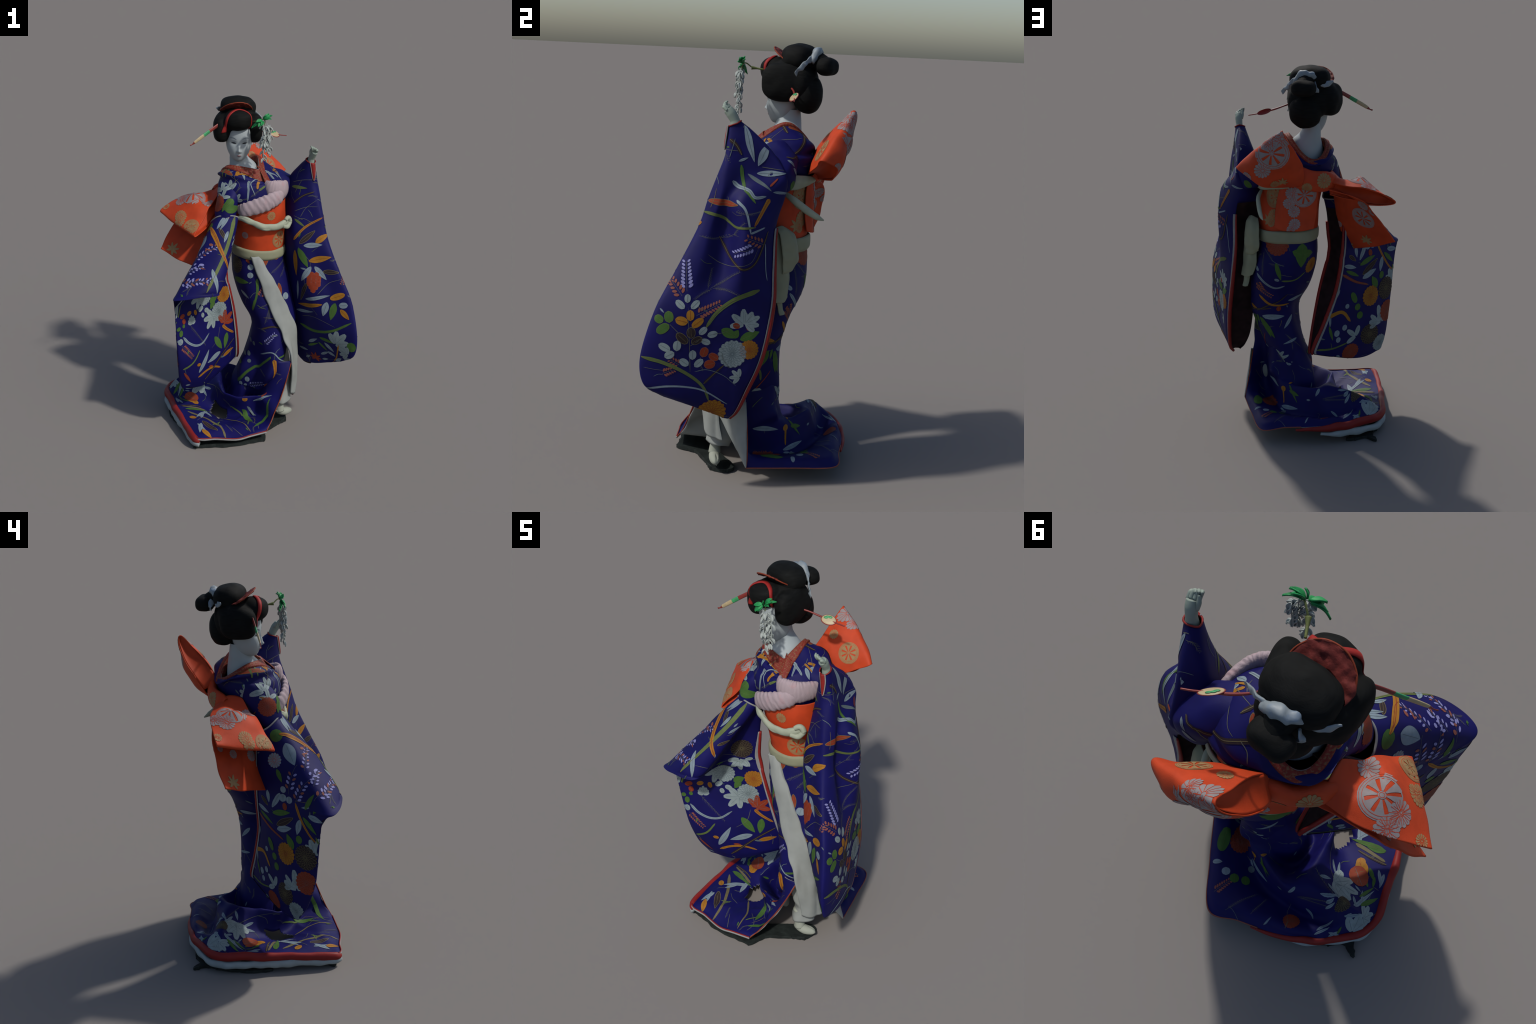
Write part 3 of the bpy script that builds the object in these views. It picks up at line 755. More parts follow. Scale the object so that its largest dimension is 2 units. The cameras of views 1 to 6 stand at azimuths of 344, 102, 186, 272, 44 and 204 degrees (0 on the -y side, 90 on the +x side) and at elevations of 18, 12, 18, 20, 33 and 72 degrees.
# ================================================================== HEAD
FACE = rot_z(-0.22) @ rot_x(0.06)          # local x right, -y forward, z up
HEAD_C = np.array([-.095, .045, 1.748])
levels = [(-.113, .010, .046, .02), (-.108, .026, .058, .0), (-.098, .040, .067, -.02), (-.080, .053, .074, -.04), (-.058, .064, .0785, -.055), (-.030, .0725, .080, -.065), (.0, .0765, .0795, -.07), (.035, .077, .081, -.075), (.070, .072, .076, -.07), (.100, .055, .060, -.06), (.115, .03, .035, -.03)]
secs = []
for z, w, f, bk in levels:
    r = []
    for i in range(32):
        a = 2 * math.pi * i / 32
        x = w * math.sin(a)
        c = math.cos(a)
        y = -f * (abs(c) ** 0.82) if c > 0 else -bk * -c * -1
        y = -f * (c ** 0.82) if c > 0 else bk * c
        r.append((x, y, z))
    secs.append(r)
NF, NH = 96, 80
G = Loft(secs, True).dense(NF, NH)
for j, i in np.ndindex(G.shape[:2]):
    x, y, z = G[j, i]
    if y < 0:
        nose = 0.019 * math.exp(-(x / .0085) ** 2) * (math.exp(-((z + .043) / .011) ** 2) + .55 * math.exp(-((z + .022) / .016) ** 2))
        ala = 0.006 * math.exp(-((abs(x) - .010) / .005) ** 2 - ((z + .047) / .006) ** 2)
        sock = -0.006 * math.exp(-((abs(x) - .033) / .018) ** 2 - ((z - .002) / .012) ** 2)
        lip = 0.005 * math.exp(-(x / .013) ** 2 - ((z + .070) / .007) ** 2)
        cheek = 0.003 * math.exp(-((abs(x) - .04) / .02) ** 2 - ((z + .04) / .025) ** 2)
        G[j, i, 1] -= nose + ala + sock + lip + cheek
Gl = G.copy()
G = G @ FACE.T + HEAD_C
F = grid_faces(NH, NF, True)
F = flip(F)
head = mesh_object("head", G, F, M["skin"], doll)
surface("face", head, G, F)


def face_point(x, z):
    """Point on the face at local x, z."""
    o = FACE @ np.array([x, -.3, z]) + HEAD_C
    d = FACE @ np.array([0, 1, 0])
    h = SURF["face"][1].ray_cast(Vector(o), Vector(d))
    return np.array(h[0]), np.array(h[1])


def face_patch(name, m, outline, lift=.0012):
    """Thin painted patch on the face from (x, z_low, z_high) columns."""
    V, F = [], []
    for x, a, b in outline:
        for k in range(4):
            p, n = face_point(x, a + (b - a) * k / 3)
            V.append(p + n * lift)
    nn = len(outline)
    F = grid_faces(nn, 4)
    return mesh_object(name, V, F, M[m], head, thick=.0008, offset=0)


for s in (-1, 1):
    e = [(s * (.016 + .030 * t), .001 - .0035 * math.sin(math.pi * t) + .003 * t, .0015 + .0042 * math.sin(math.pi * min(1, t * 1.05)) + .004 * t) for t in np.linspace(0, 1, 14)]
    face_patch("eye", "eye", e)
    b = [(s * (.018 + .034 * t), .026 + .008 * math.sin(math.pi * t * .8), .0275 + .010 * math.sin(math.pi * t * .8)) for t in np.linspace(0, 1, 14)]
    face_patch("eyebrow", "brow", b)
face_patch("mouth", "lip", [(x, -.0715 - .0028 * math.cos(x / .012 * 1.4), -.0705 + .0030 * math.cos(x / .012 * 1.4)) for x in np.linspace(-.012, .012, 13)])

# neck, widening into the chest inside the collar
G = Loft([ring(1.70, -.140, -.045, .025, .125), ring(1.665, -.138, -.040, .015, .130), ring(1.64, -.138, -.020, .016, .134), ring(1.615, -.138, .010, .002, .138), ring(1.59, -.142, .028, -.022, .142), ring(1.565, -.146, .040, -.042, .146), ring(1.54, -.15, .050, -.060, .148), ring(1.50, -.15, .05, -.07, .150)], True).dense(56, 44)
mesh_object("neck", G, flip(grid_faces(44, 56, True)), M["skin"], doll)

# ================================================================== HAIR
hair_bits = []
def lobe(c, r, rot=None, power=2.0, amp=.004, seed=0, nu=56, nv=36):
    sh = (lambda d: (abs(d[0]) ** power + abs(d[1]) ** power + abs(d[2]) ** power) ** (-1 / power)) if power != 2 else None
    V, F = ellipsoid(c, r, nu, nv, rot, sh)
    return wrinkle(V, amp, 22, seed), F


hair = mesh_object("hair", *merge([
    lobe((-.100, .085, 1.838), (.130, .098, .098), power=2.5, seed=60),          # crown
    lobe((-.118, -.005, 1.878), (.078, .070, .060), rot_z(-.22), 2.4, seed=61),  # forelock
    lobe((-.010, .052, 1.824), (.046, .098, .088), rot_z(.05), 2.6, seed=62),    # left wing
    lobe((-.194, .074, 1.820), (.050, .096, .082), rot_z(-.25), 2.6, seed=63),   # right wing
    lobe((-.078, .128, 1.820), (.108, .076, .098), None, 2.2, seed=67),          # fills the nape
]), M["hair"], doll)
md = hair.modifiers.new("fuse", "REMESH")
md.mode, md.voxel_size, md.use_smooth_shade = "VOXEL", .005, True
md = hair.modifiers.new("soften", "SMOOTH")
md.factor, md.iterations = .6, 14
bpy.context.view_layer.update()
me = bpy.data.meshes.new_from_object(hair.evaluated_get(bpy.context.evaluated_depsgraph_get()))
hair.modifiers.clear()
hair.data = me
V, F = lobe((-.088, .115, 1.933), (.105, .078, .067), rot_z(-.25), 2.45, seed=64)
topknot = mesh_object("topknot", V, F, M["hair"], hair)
V, F = lobe((-.066, .160, 1.775), (.084, .070, .090), None, 2.2, seed=65)
mesh_object("back_hair", V, F, M["hair"], hair)
V, F = lobe((-.062, .243, 1.903), (.064, .042, .040), rot_z(-.3), 2.8, seed=66)
mesh_object("hair_bun", V, F, M["hair"], hair)
V, F = tube([(-.075, .17, 1.93), (-.068, .20, 1.925), (-.065, .235, 1.91)], [.05, .042, .036], 20, 16)
mesh_object("hair_bun", V, F, M["hair"], hair)
HB = BVHTree.FromPolygons([v.co.copy() for v in hair.data.vertices], [tuple(p.vertices) for p in hair.data.polygons])


def hug(points, c, lift, n):
    """Snap a spline onto the outside of the hair, seen from centre c."""
    P = crom(points, np.linspace(0, len(points) - 1, n))
    o = []
    for p in P:
        d = p - np.array(c)
        d /= np.linalg.norm(d)
        h = HB.ray_cast(Vector(np.array(c) + d * .4), Vector(-d))
        o.append((np.array(h[0]) + d * lift) if h[0] is not None else p)
    return np.array(o)


cen = (-.11, .06, 1.84)
band = [(-.200, -.018, 1.807), (-.195, -.03, 1.86), (-.168, -.030, 1.915), (-.114, -.020, 1.951), (-.066, -.025, 1.92), (-.045, -.045, 1.875), (-.039, -.052, 1.822)]
A = hug([np.array(p) + np.array([0, -.010, 0]) for p in band], cen, .003, 60)
B = hug([np.array(p) + np.array([0, .012, .004]) for p in band], cen, .003, 60)
G = np.array([A, (A + B) / 2 + (A - np.array(cen)) * .01, B]).transpose(1, 0, 2)
mesh_object("hair_band", G, grid_faces(60, 3), M["band"], hair, thick=.004, offset=0)

comb_out = [(-.018, .052, 1.926), (-.035, .018, 1.950), (-.070, -.006, 1.972), (-.112, -.013, 1.980), (-.160, -.002, 1.972), (-.195, .030, 1.950), (-.207, .068, 1.926)]
comb_in = [(-.020, .085, 1.915), (-.035, .065, 1.925), (-.070, .045, 1.940), (-.108, .040, 1.944), (-.150, .052, 1.938), (-.182, .080, 1.925), (-.195, .105, 1.912)]
G = Loft([comb_out, between(comb_out, comb_in, .5), comb_in]).dense(60, 20)
G = wrinkle(G, .006, 45, 70)
mesh_object("hair_comb", G, grid_faces(20, 60), M["comb"], hair, thick=.005, offset=0)
V, F = tube(comb_out, .003, 8, 60)
mesh_object("hair_comb", V, F, M["ink_clay"], hair)

# silver ribbon tied between topknot and bun
rb = []
rb.append(tube([(-.125, .185, 1.945), (-.095, .196, 1.962), (-.060, .196, 1.964), (-.030, .188, 1.945), (-.02, .18, 1.92)], [.014, .020, .022, .018, .012], 14, 30))
rb.append(tube([(-.03, .185, 1.94), (.0, .165, 1.925), (.03, .14, 1.895), (.057, .117, 1.864)], [.016, .014, .013, .010], 12, 30, squash=.35))
rb.append(tube([(-.11, .19, 1.945), (-.145, .185, 1.920), (-.180, .172, 1.915), (-.208, .153, 1.925)], [.016, .014, .013, .006], 12, 30, squash=.35))
rb.append(tube([(-.118, .2, 1.925), (-.125, .213, 1.90), (-.122, .215, 1.875)], [.014, .012, .012], 12, 20, squash=.3))
V, F = merge(rb)
mesh_object("hair_ribbon", wrinkle(V, .008, 40, 72), F, M["ribbon"], hair)

# long lacquered hairpins
def pin(name, path, rad, mats, squash, up=(0, 0, 1)):
    V, F = tube(path, rad, 12, 60, squash, up)
    o = mesh_object(name, V, F, [M[m] for m, _ in mats], doll)
    for p in o.data.polygons:
        s = (min(p.vertices) // 12) / 60
        p.material_index = next(k for k, (_, e) in enumerate(mats) if s <= e)
    return o


pin("hairpin", [(-.19, .015, 1.875), (-.208, .008, 1.863), (-.262, -.008, 1.832), (-.310, -.020, 1.802), (-.345, -.030, 1.780), (-.375, -.038, 1.760), (-.392, -.041, 1.748), (-.406, -.044, 1.743)], [.011, .011, .010, .0105, .0105, .009, .003, .0045], [("pin_red", .34), ("pin_green", .46), ("pin_cream", .72), ("pin_red", 1)], .4)
p2 = pin("hairpin", [(.01, .09, 1.805), (.05, .112, 1.793), (.10, .128, 1.778), (.151, .138, 1.767), (.195, .147, 1.757), (.232, .153, 1.752)], [.005, .004, .005, .004, .003, .003], [("pin_red", 1)], 1)
for nm, m, sc, off in (("hairpin_paddle", "pin_cream", 1.0, .0), ("hairpin_paddle", "pin_red", 1.08, -.0012)):
    V, F = ellipsoid((0, 0, 0), (.036 * sc, .024 * sc, .004), 32, 12)
    V = V @ (rot_z(.2) @ rot_x(.75) @ rot_y(.25)).T + np.array([.151, .136, 1.768 + off])
    mesh_object(nm, V, F, M[m], p2)
for dx, dy in ((-.008, .012), (-.016, .006), (.004, .013)):
    V, F = ellipsoid((dx, dy, .0042), (.010, .006, .002), 14, 8)
    V = V @ (rot_z(.2) @ rot_x(.75) @ rot_y(.25)).T + np.array([.151, .136, 1.768])
    mesh_object("hairpin_leaf", V, F, M["pin_green"], p2)

# hanging wisteria ornament over the left brow
orn = empty("wisteria_ornament", (0, 0, 0), doll)
V, F = merge([tube([(-.035, -.045, 1.876), (-.028, -.075, 1.880), (-.021, -.100, 1.882)], [.004, .0045, .009], 10, 20), tube([(-.02, -.10, 1.885), (-.004, -.122, 1.902), (.006, -.135, 1.895), (.004, -.140, 1.87)], [.003, .003, .003, .002], 8, 20)])
mesh_object("ornament_stem", V, F, M["stem"], orn)


def silk_leaf(base, tip, width, cup, up, m, name, parent):
    base, tip = np.array(base, float), np.array(tip, float)
    d = tip - base
    L = np.linalg.norm(d)
    d /= L
    s = np.cross(d, up)
    s /= np.linalg.norm(s)
    n = np.cross(s, d)
    rows = []
    for t in np.linspace(0, 1, 12):
        w = width * (math.sin(math.pi * min(1, t * .96 + .04)) ** .8) * (1 - .3 * t)
        rows.append([base + d * L * t + s * w * k + n * (cup * (k * k) * width + .12 * L * math.sin(math.pi * t)) for k in (-1, -.5, 0, .5, 1)])
    return mesh_object(name, rows, grid_faces(12, 5), M[m], parent, thick=.0025, offset=0)


c0 = np.array([-.004, -.132, 1.897])
for tip, w in (((.046, -.135, 1.922), .014), ((.034, -.118, 1.930), .012), ((.040, -.150, 1.905), .011), ((.010, -.150, 1.925), .010), ((.055, -.112, 1.918), .010),
               ((-.052, -.150, 1.888), .013), ((-.058, -.135, 1.866), .012), ((-.040, -.156, 1.862), .013), ((-.070, -.128, 1.850), .010), ((-.022, -.158, 1.868), .012)):
    silk_leaf(c0 + (np.array(tip) - c0) * .18, tip, w, .5, (0.1, -.6, .8), "leaf", "leaf", orn)
rnd = random.Random(11)
for k, (x0, y0, zt, zb) in enumerate(((-.008, -.142, 1.885, 1.672), (.020, -.140, 1.880, 1.705), (.036, -.135, 1.872, 1.735), (.006, -.150, 1.880, 1.760))):
    top, bot = np.array([x0, y0, zt]), np.array([x0 + .010 - .004 * k, y0 - .006, zb])
    V, F = tube([top, (top + bot) / 2 + (0.003, 0, 0), bot], .0022, 6, 24)
    mesh_object("blossom_stem", V, F, M["blossom"], orn)
    n = int((zt - zb) / .021)
    for i in range(1, n + 1):
        p = top + (bot - top) * i / n
        for h in (0, 1):
            a = rnd.uniform(0, 6.28)
            L = rnd.uniform(.016, .024)
            tip = p + np.array([math.cos(a) * L * .8, math.sin(a) * L * .45, -L * .8])
            silk_leaf(p + (0, 0, .008), tip, rnd.uniform(.0065, .0095), .8, (math.cos(a), math.sin(a), .3), "blossom", "petal", orn)

# ================================================================== PRINTED PATTERN
class Print:
    """Thin coloured shapes laid on one garment, gathered into one mesh."""
    def __init__(self, key):
        self.key, self.V, self.F, self.mi, self.inks, self.count = key, [], [], [], [], 0
        self.bvh = SURF[key][1]
        self.side = 1          # which face of a two-sided cloth is printed

    def slot(self, ink):
        if ink not in self.inks:
            self.inks.append(ink)
        return self.inks.index(ink)

    def snap(self, p, n=None, reach=.05):
        """Point on the cloth under p, looking along n; None when there is no cloth."""
        if n is None:
            h = self.bvh.find_nearest(Vector(p))
            return np.array(h[0]), np.array(h[1]) * self.side
        h = self.bvh.ray_cast(Vector(np.array(p) + n * reach), Vector(-n), reach * 2)
        if h[0] is None:
            return None
        m = np.array(h[1]) * self.side
        if m.dot(n) < .15:
            return None
        return np.array(h[0]) + (m * SURF[self.key][2] if self.side < 0 else 0), m

    def lay(self, rows, n, ink, layer=0, wrap=False):
        """rows: grid of points near the cloth; n: one normal, or one per row."""
        lift = .0011 + .00012 * (self.count % 8) + .0006 * layer
        idx, base = {}, len(self.V)
        R, C = len(rows), len(rows[0])
        for j in range(R):
            nj = n[j] if isinstance(n, list) else n
            for i in range(C):
                s = self.snap(rows[j][i], nj)
                if s is not None:
                    idx[j, i] = len(self.V)
                    self.V.append(s[0] + s[1] * lift)
        m = self.slot(ink)
        for j in range(R - 1):
            for i in range(C if wrap else C - 1):
                q = [(j, i), (j, (i + 1) % C), (j + 1, (i + 1) % C), (j + 1, i)]
                if all(k in idx for k in q):
                    a = np.array([self.V[idx[k]] for k in q])
                    if np.abs(a - a.mean(0)).max() < .05:
                        f = tuple(idx[k] for k in q)
                        nj = n[j] if isinstance(n, list) else n
                        if np.dot(np.cross(a[2] - a[0], a[3] - a[1]), nj) < 0:
                            f = tuple(reversed(f))
                        self.F.append(f)
                        self.mi.append(m)

    # -- shapes
    def strip(self, pts, width, ink, layer=0, n=None, across=3, steps=None):
        """Band along points; width(t) is the full width."""
        pts = [np.array(p, float) for p in pts]
        L = sum(np.linalg.norm(b - a) for a, b in zip(pts, pts[1:]))
        steps = steps or max(6, int(L / .006))
        C = crom(pts, np.linspace(0, len(pts) - 1, steps)) if len(pts) > 2 else np.array([pts[0] + (pts[1] - pts[0]) * t for t in np.linspace(0, 1, steps)])
        S = [self.snap(c) for c in C]
        rows, ns = [], []
        N = np.array([b for _, b in S])
        N = np.array([N[max(0, i - 2):i + 3].mean(0) for i in range(steps)])
        P = np.array([a for a, _ in S])
        T = np.gradient(P, axis=0)
        for i in range(steps):
            nn = N[i] / np.linalg.norm(N[i])
            sd = np.cross(nn, T[i])
            sd /= np.linalg.norm(sd) + 1e-9
            w = width(i / (steps - 1)) / 2
            rows.append([P[i] + sd * w * k for k in np.linspace(-1, 1, across)])
            ns.append(nn)
        self.lay(rows, ns, ink, layer)

    def stem(self, pts, w, ink="moss", line=None):
        self.count += 1
        self.strip(pts, lambda t: w * (1 - .4 * t) * min(1, .3 + 8 * t, .3 + 8 * (1 - t)), ink)
        if line:
            self.strip(pts, lambda t: max(.0012, w * .12), line, 1)

    def leaf(self, a, b, w, ink="pale", edge=None, vein=True, round=.0):
        """Pointed leaf, or an oval one when round is 1."""
        self.count += 1
        a, b = np.array(a, float), np.array(b, float)
        prof = lambda t: w * ((1 - round) * math.sin(math.pi * t ** .8) ** .85 + round * math.sqrt(max(0, 1 - (2 * t - 1) ** 2)))
        steps = max(9, int(np.linalg.norm(b - a) / .005))
        if edge:
            d = (b - a) / np.linalg.norm(b - a) * .0022
            self.strip([a - d, b + d], lambda t: prof(t) + .0042, edge, -.5, across=5, steps=steps)
        self.strip([a, b], prof, ink, 0, across=5, steps=steps)
        if vein:
            v = {"pale": "vein", "white": "vein", "green": "moss", "amber": "clay", "soot": "gold", "rust": "gold", "moss": "gold"}.get(ink, "vein")
            self.strip([a + (b - a) * .08, a + (b - a) * .9], lambda t: .0013, v, 1, across=2, steps=steps)

    def oval(self, a, b, w, ink="pale", edge=None):
        self.leaf(a, b, w, ink, edge, True, 1.0)

    def frame(self, c, toward=None):
        p, n = self.snap(c)
        h = [self.bvh.find_nearest(Vector(p + np.array(d) * .012))[1] * self.side for d in ((1, 0, 0), (-1, 0, 0), (0, 1, 0), (0, -1, 0), (0, 0, 1), (0, 0, -1))]
        n = n + .5 * np.mean([np.array(x) for x in h], axis=0)
        n /= np.linalg.norm(n)
        t = np.array(toward, float) - p if toward is not None else np.array([0, 0, 1.0])
        t = t - n * t.dot(n)
        t /= np.linalg.norm(t) + 1e-9
        return p, n, t, np.cross(t, n)

    def disc(self, c, r, ink, lobes=0, depth=.06, layer=0, squash=1.0, toward=None, inner=0.0):
        p, n, t, s = self.frame(c, toward)
        k = max(24, lobes * 6)
        rows = []
        for q in np.linspace(inner, 1, max(3, int(r / .007) + 2)):
            row = []
            for i in range(k):
                a = 2 * math.pi * i / k
                rr = r * q * (1 - (depth * (1 - abs(math.sin(a * lobes / 2))) if lobes else 0) * q)
                row.append(p + t * rr * math.sin(a) + s * rr * math.cos(a) * squash)
            rows.append(row)
        self.lay(rows, n, ink, layer, wrap=True)
        return p, n, t, s

    def curve2d(self, fr, pts, w, ink, layer=1):
        """Thin line given in the flat frame of a motif."""
        p, n, t, s = fr
        P = [p + s * x + t * y for x, y in pts]
        rows = []
        for i in range(len(P)):
            d = P[min(i + 1, len(P) - 1)] - P[max(i - 1, 0)]
            e = np.cross(n, d)
            e /= np.linalg.norm(e) + 1e-9
            rows.append([P[i] - e * w / 2, P[i] + e * w / 2])
        self.lay(rows, n, ink, layer)

    def mum(self, c, r, ink="white", line="vein", petals=13, rings=4, squash=1.0):
        """Chrysanthemum: scalloped disc with rings of outlined petals."""
        self.count += 1
        fr = self.disc(c, r, ink, petals + 4, .10, squash=squash)
        for k in range(rings):
            r0, r1 = r * (k + .35) / (rings + .5), r * (k + 1.35) / (rings + .5)
            if k == 0:
                r0 = r * .06
            m = petals + k * 2
            for i in range(m):
                a = 2 * math.pi * (i + .5 * (k % 2)) / m
                h = math.pi / m * .96
                arc = []
                for q in np.linspace(-1, 1, 7):
                    rr = r0 + (r1 - r0) * (1 - abs(q) ** 2.6)
                    arc.append((rr * math.cos(a + h * q) * squash, rr * math.sin(a + h * q)))
                self.curve2d(fr, arc, max(.0009, r * .02), line)

    def daisy(self, c, r, ink="silver", line="orange", petals=14):
        """Flat open chrysanthemum seen from above, petals parted by thin lines."""
        self.count += 1
        fr = self.disc(c, r, ink, petals, .14)
        for i in range(petals):
            a = 2 * math.pi * (i + .0) / petals
            self.curve2d(fr, [(q * r * math.cos(a), q * r * math.sin(a)) for q in np.linspace(.2, .95, 6)], max(.001, r * .035), line)
        ring_ = [(r * .2 * math.cos(a), r * .2 * math.sin(a)) for a in np.linspace(0, 2 * math.pi, 17)]
        self.curve2d(fr, ring_, max(.001, r * .03), line)

    def wheel(self, c, r, ink="silver", line="orange", spokes=8, turn=.2):
        """Cart-wheel crest: rim and flaring spokes."""
        self.count += 1
        fr = self.disc(c, r, ink, inner=.72)
        p, n, t, s = fr
        self.disc(c, r * .15, ink)
        for i in range(spokes):
            a = turn + 2 * math.pi * i / spokes
            rows = []
            for q in np.linspace(.17, .73, 8):
                w = .10 + .10 * q
                rows.append([p + r * q * (s * math.cos(a + w * k * 1.6) + t * math.sin(a + w * k * 1.6)) for k in (-1, 0, 1)])
            self.lay(rows, n, ink)
        for q in (.80, .93):
            self.curve2d(fr, [(r * q * math.cos(a), r * q * math.sin(a)) for a in np.linspace(0, 2 * math.pi, 41)], r * .02, line)
        self.curve2d(fr, [(r * .1 * math.cos(a), r * .1 * math.sin(a)) for a in np.linspace(0, 2 * math.pi, 17)], r * .02, line)

    def fan(self, c, tip, ink="white", petals=5, spread=1.5, line="vein"):
        """Half-open blossom: petals fanning from c towards tip."""
        self.count += 1
        p, n, t, s = self.frame(c, tip)
        L = np.linalg.norm(np.array(tip) - p)
        for i in range(petals):
            a = spread * (i / (petals - 1) - .5) * 1.6
            f = L * (1 - .12 * abs(i - (petals - 1) / 2))
            d = t * math.cos(a) + s * math.sin(a)
            e = np.cross(n, d)
            rows = []
            for q in np.linspace(.04, 1, 9):
                w = L * .20 * math.sin(math.pi * min(.97, q * .72 + .12)) * (1 if q < .9 else .75)
                rows.append([p + d * f * q + e * w * k for k in (-1, 0, 1)])
            self.lay(rows, n, ink, .1 * (i % 2))
            self.curve2d((p, n, t, s), [(f * q * math.sin(a), f * q * math.cos(a)) for q in np.linspace(.15, .85, 5)], .0011, line)

    def sprig(self, a, b, ink="lilac", n=7, size=.011, second=None):
        """Flower spray: seeds in pairs along a thin stalk."""
        self.count += 1
        a, b = np.array(a, float), np.array(b, float)
        self.strip([a, b], lambda t: .0014, "thread", 0, across=2)
        p, nn, t, s = self.frame((a + b) / 2, b)
        L = np.linalg.norm(b - a)
        for i in range(n):
            q = .12 + .85 * i / (n - 1)
            sz = size * (1.15 - .4 * q)
            for sgn in (-1, 1):
                c0 = a + (b - a) * q + s * sgn * sz * .35
                tip = a + (b - a) * q + s * sgn * sz * 1.25 + t * sz * .75
                rows = []
                e = np.cross(nn, (tip - c0))
                e /= np.linalg.norm(e)
                for u in np.linspace(0, 1, 6):
                    w = sz * .30 * math.sqrt(max(0, 1 - (2 * u - 1) ** 2))
                    rows.append([c0 + (tip - c0) * u + e * w * k for k in (-1, 0, 1)])
                self.lay(rows, nn, second if second and (i + (sgn > 0)) % 3 == 0 else ink)

    def feather(self, a, b, n=14, length=.016, ink="thread", bend=0.0):
        """Pampas plume: a stalk with fine slanting hairs on one side."""
        self.count += 1
        a, b = np.array(a, float), np.array(b, float)
        p, nn, t, s = self.frame((a + b) / 2, b)
        mid = (a + b) / 2 + s * bend * np.linalg.norm(b - a)
        self.strip([a, mid, b], lambda q: .0013, ink, 0, across=2)
        C = crom([a, mid, b], np.linspace(.2, 2, n))
        for i, c in enumerate(C):
            f = length * (1.1 - .5 * i / n)
            sd = 1 if bend >= 0 else -1
            for sg in (sd, -sd):
                d = t * .8 + s * .6 * sg
                self.lay([[c - s * .0006, c + s * .0006], [c + d * f * .5 * (1 if sg == sd else .6) - s * .0006, c + d * f * .5 * (1 if sg == sd else .6) + s * .0006], [c + d * f * (1 if sg == sd else .6) - s * .0003, c + d * f * (1 if sg == sd else .6) + s * .0003]], nn, ink)

    def grape(self, c, r, ink="rust", line="rose"):
        self.count += 1
        p, n, t, s = self.frame(c)
        for j, k in ((2, 2), (1, 3), (0, 3), (-1, 3), (-2, 2), (-3, 1)):
            for i in range(k):
                x, y = (i - (k - 1) / 2) * r * .62, j * r * .42
                q = p + s * x + t * y
                self.disc(q, r * .36, line, 6, .08, layer=0)
                self.disc(q, r * .31, ink, 6, .08, layer=.6)

    def star(self, c, r, ink="brass", points=7, tip=None):
        """Maple-like leaf of narrow points."""
        self.count += 1
        p, n, t, s = self.frame(c, tip)
        for i in range(points):
            a = math.pi * 1.5 * (i / (points - 1) - .5)
            f = r * (1 - .3 * abs(i - (points - 1) / 2) / points * 2)
            d = t * math.cos(a) + s * math.sin(a)
            e = np.cross(n, d)
            self.lay([[p + d * f * q + e * r * .16 * math.sin(math.pi * min(.98, q * .8 + .12)) * k for k in (-1, 0, 1)] for q in np.linspace(0, 1, 7)], n, ink, .1 * (i % 2))

    def finish(self):
        if not self.F:
            return
        owner = SURF[self.key][0]
        if owner.parent is not doll:
            owner = owner.parent
        o = mesh_object("floral_print", self.V, self.F, [M["ink_" + k] if "ink_" + k in M else M[k] for k in self.inks], owner, kind="stuff")
        o.data.polygons.foreach_set("material_index", self.mi)


PR = {k: Print(k) for k in SURF}
# -- where each printed shape sits (points on the cloth, sizes in metres)
p = PR["bodice"]
p.leaf((-.097, -.038, 1.576), (-.086, -.085, 1.540), .0156, "pale")
p.stem([(.048, .219, 1.506), (-.064, -.092, 1.530), (-.071, -.116, 1.485), (-.075, -.115, 1.417)], .0151, "pale", line="vein")
p.stem([(.004, -.066, 1.530), (-.012, -.103, 1.516), (-.019, -.121, 1.493)], .0192, "amber")
p.stem([(-.009, -.123, 1.485), (.031, -.113, 1.508)], .0143, "moss")
p.stem([(.070, -.009, 1.572), (.095, -.071, 1.536)], .0145, "pale", line="vein")
p.leaf((.121, -.003, 1.563), (.161, -.022, 1.520), .0207, "pale")
p.stem([(.105, .009, 1.573), (.152, .009, 1.545)], .0110, "amber")
p.oval((-.114, -.031, 1.581), (-.130, -.063, 1.560), .0239, "amber")
p.leaf((-.181, .017, 1.576), (-.153, -.051, 1.562), .0253, "rust", "gold")
p.stem([(-.158, .003, 1.587), (-.182, -.015, 1.546)], .0108, "moss")
p.stem([(-.144, -.055, 1.564), (-.137, -.064, 1.523), (-.164, -.064, 1.457)], .0030, "thread")
p.stem([(-.177, -.051, 1.487), (-.120, -.071, 1.549)], .0030, "thread")
p.feather((-.151, -.075, 1.444), (-.115, -.095, 1.499), 8, .0155)
p.feather((-.059, -.121, 1.446), (.001, -.121, 1.493), 10, .0155)
p.feather((-.127, -.090, 1.422), (-.079, -.115, 1.436), 8, .0131)
p = PR["arm_r"]
p.leaf((-.211, -.125, 1.373), (-.125, -.079, 1.379), .0474, "green")
p.oval((-.199, -.122, 1.396), (-.161, -.108, 1.434), .0474, "green")
p.fan((-.207, -.043, 1.471), (-.177, .006, 1.522), "white", 3)
p.fan((-.217, -.069, 1.435), (-.190, -.054, 1.485), "white", 3)
p.mum((-.234, -.061, 1.398), .0495, "rust", "rose")
p.leaf((-.180, -.111, 1.430), (-.227, -.113, 1.361), .0294, "green")
p = PR["bodice"]
p.fan((-.207, .031, 1.453), (-.204, .058, 1.507), "white", 5)
p.fan((-.167, -.062, 1.479), (-.175, -.026, 1.527), "white", 4)
p.fan((-.138, -.081, 1.418), (-.132, -.091, 1.471), "white", 4)
p.leaf((-.189, .086, 1.560), (-.161, -.035, 1.568), .0268, "rust", "gold")
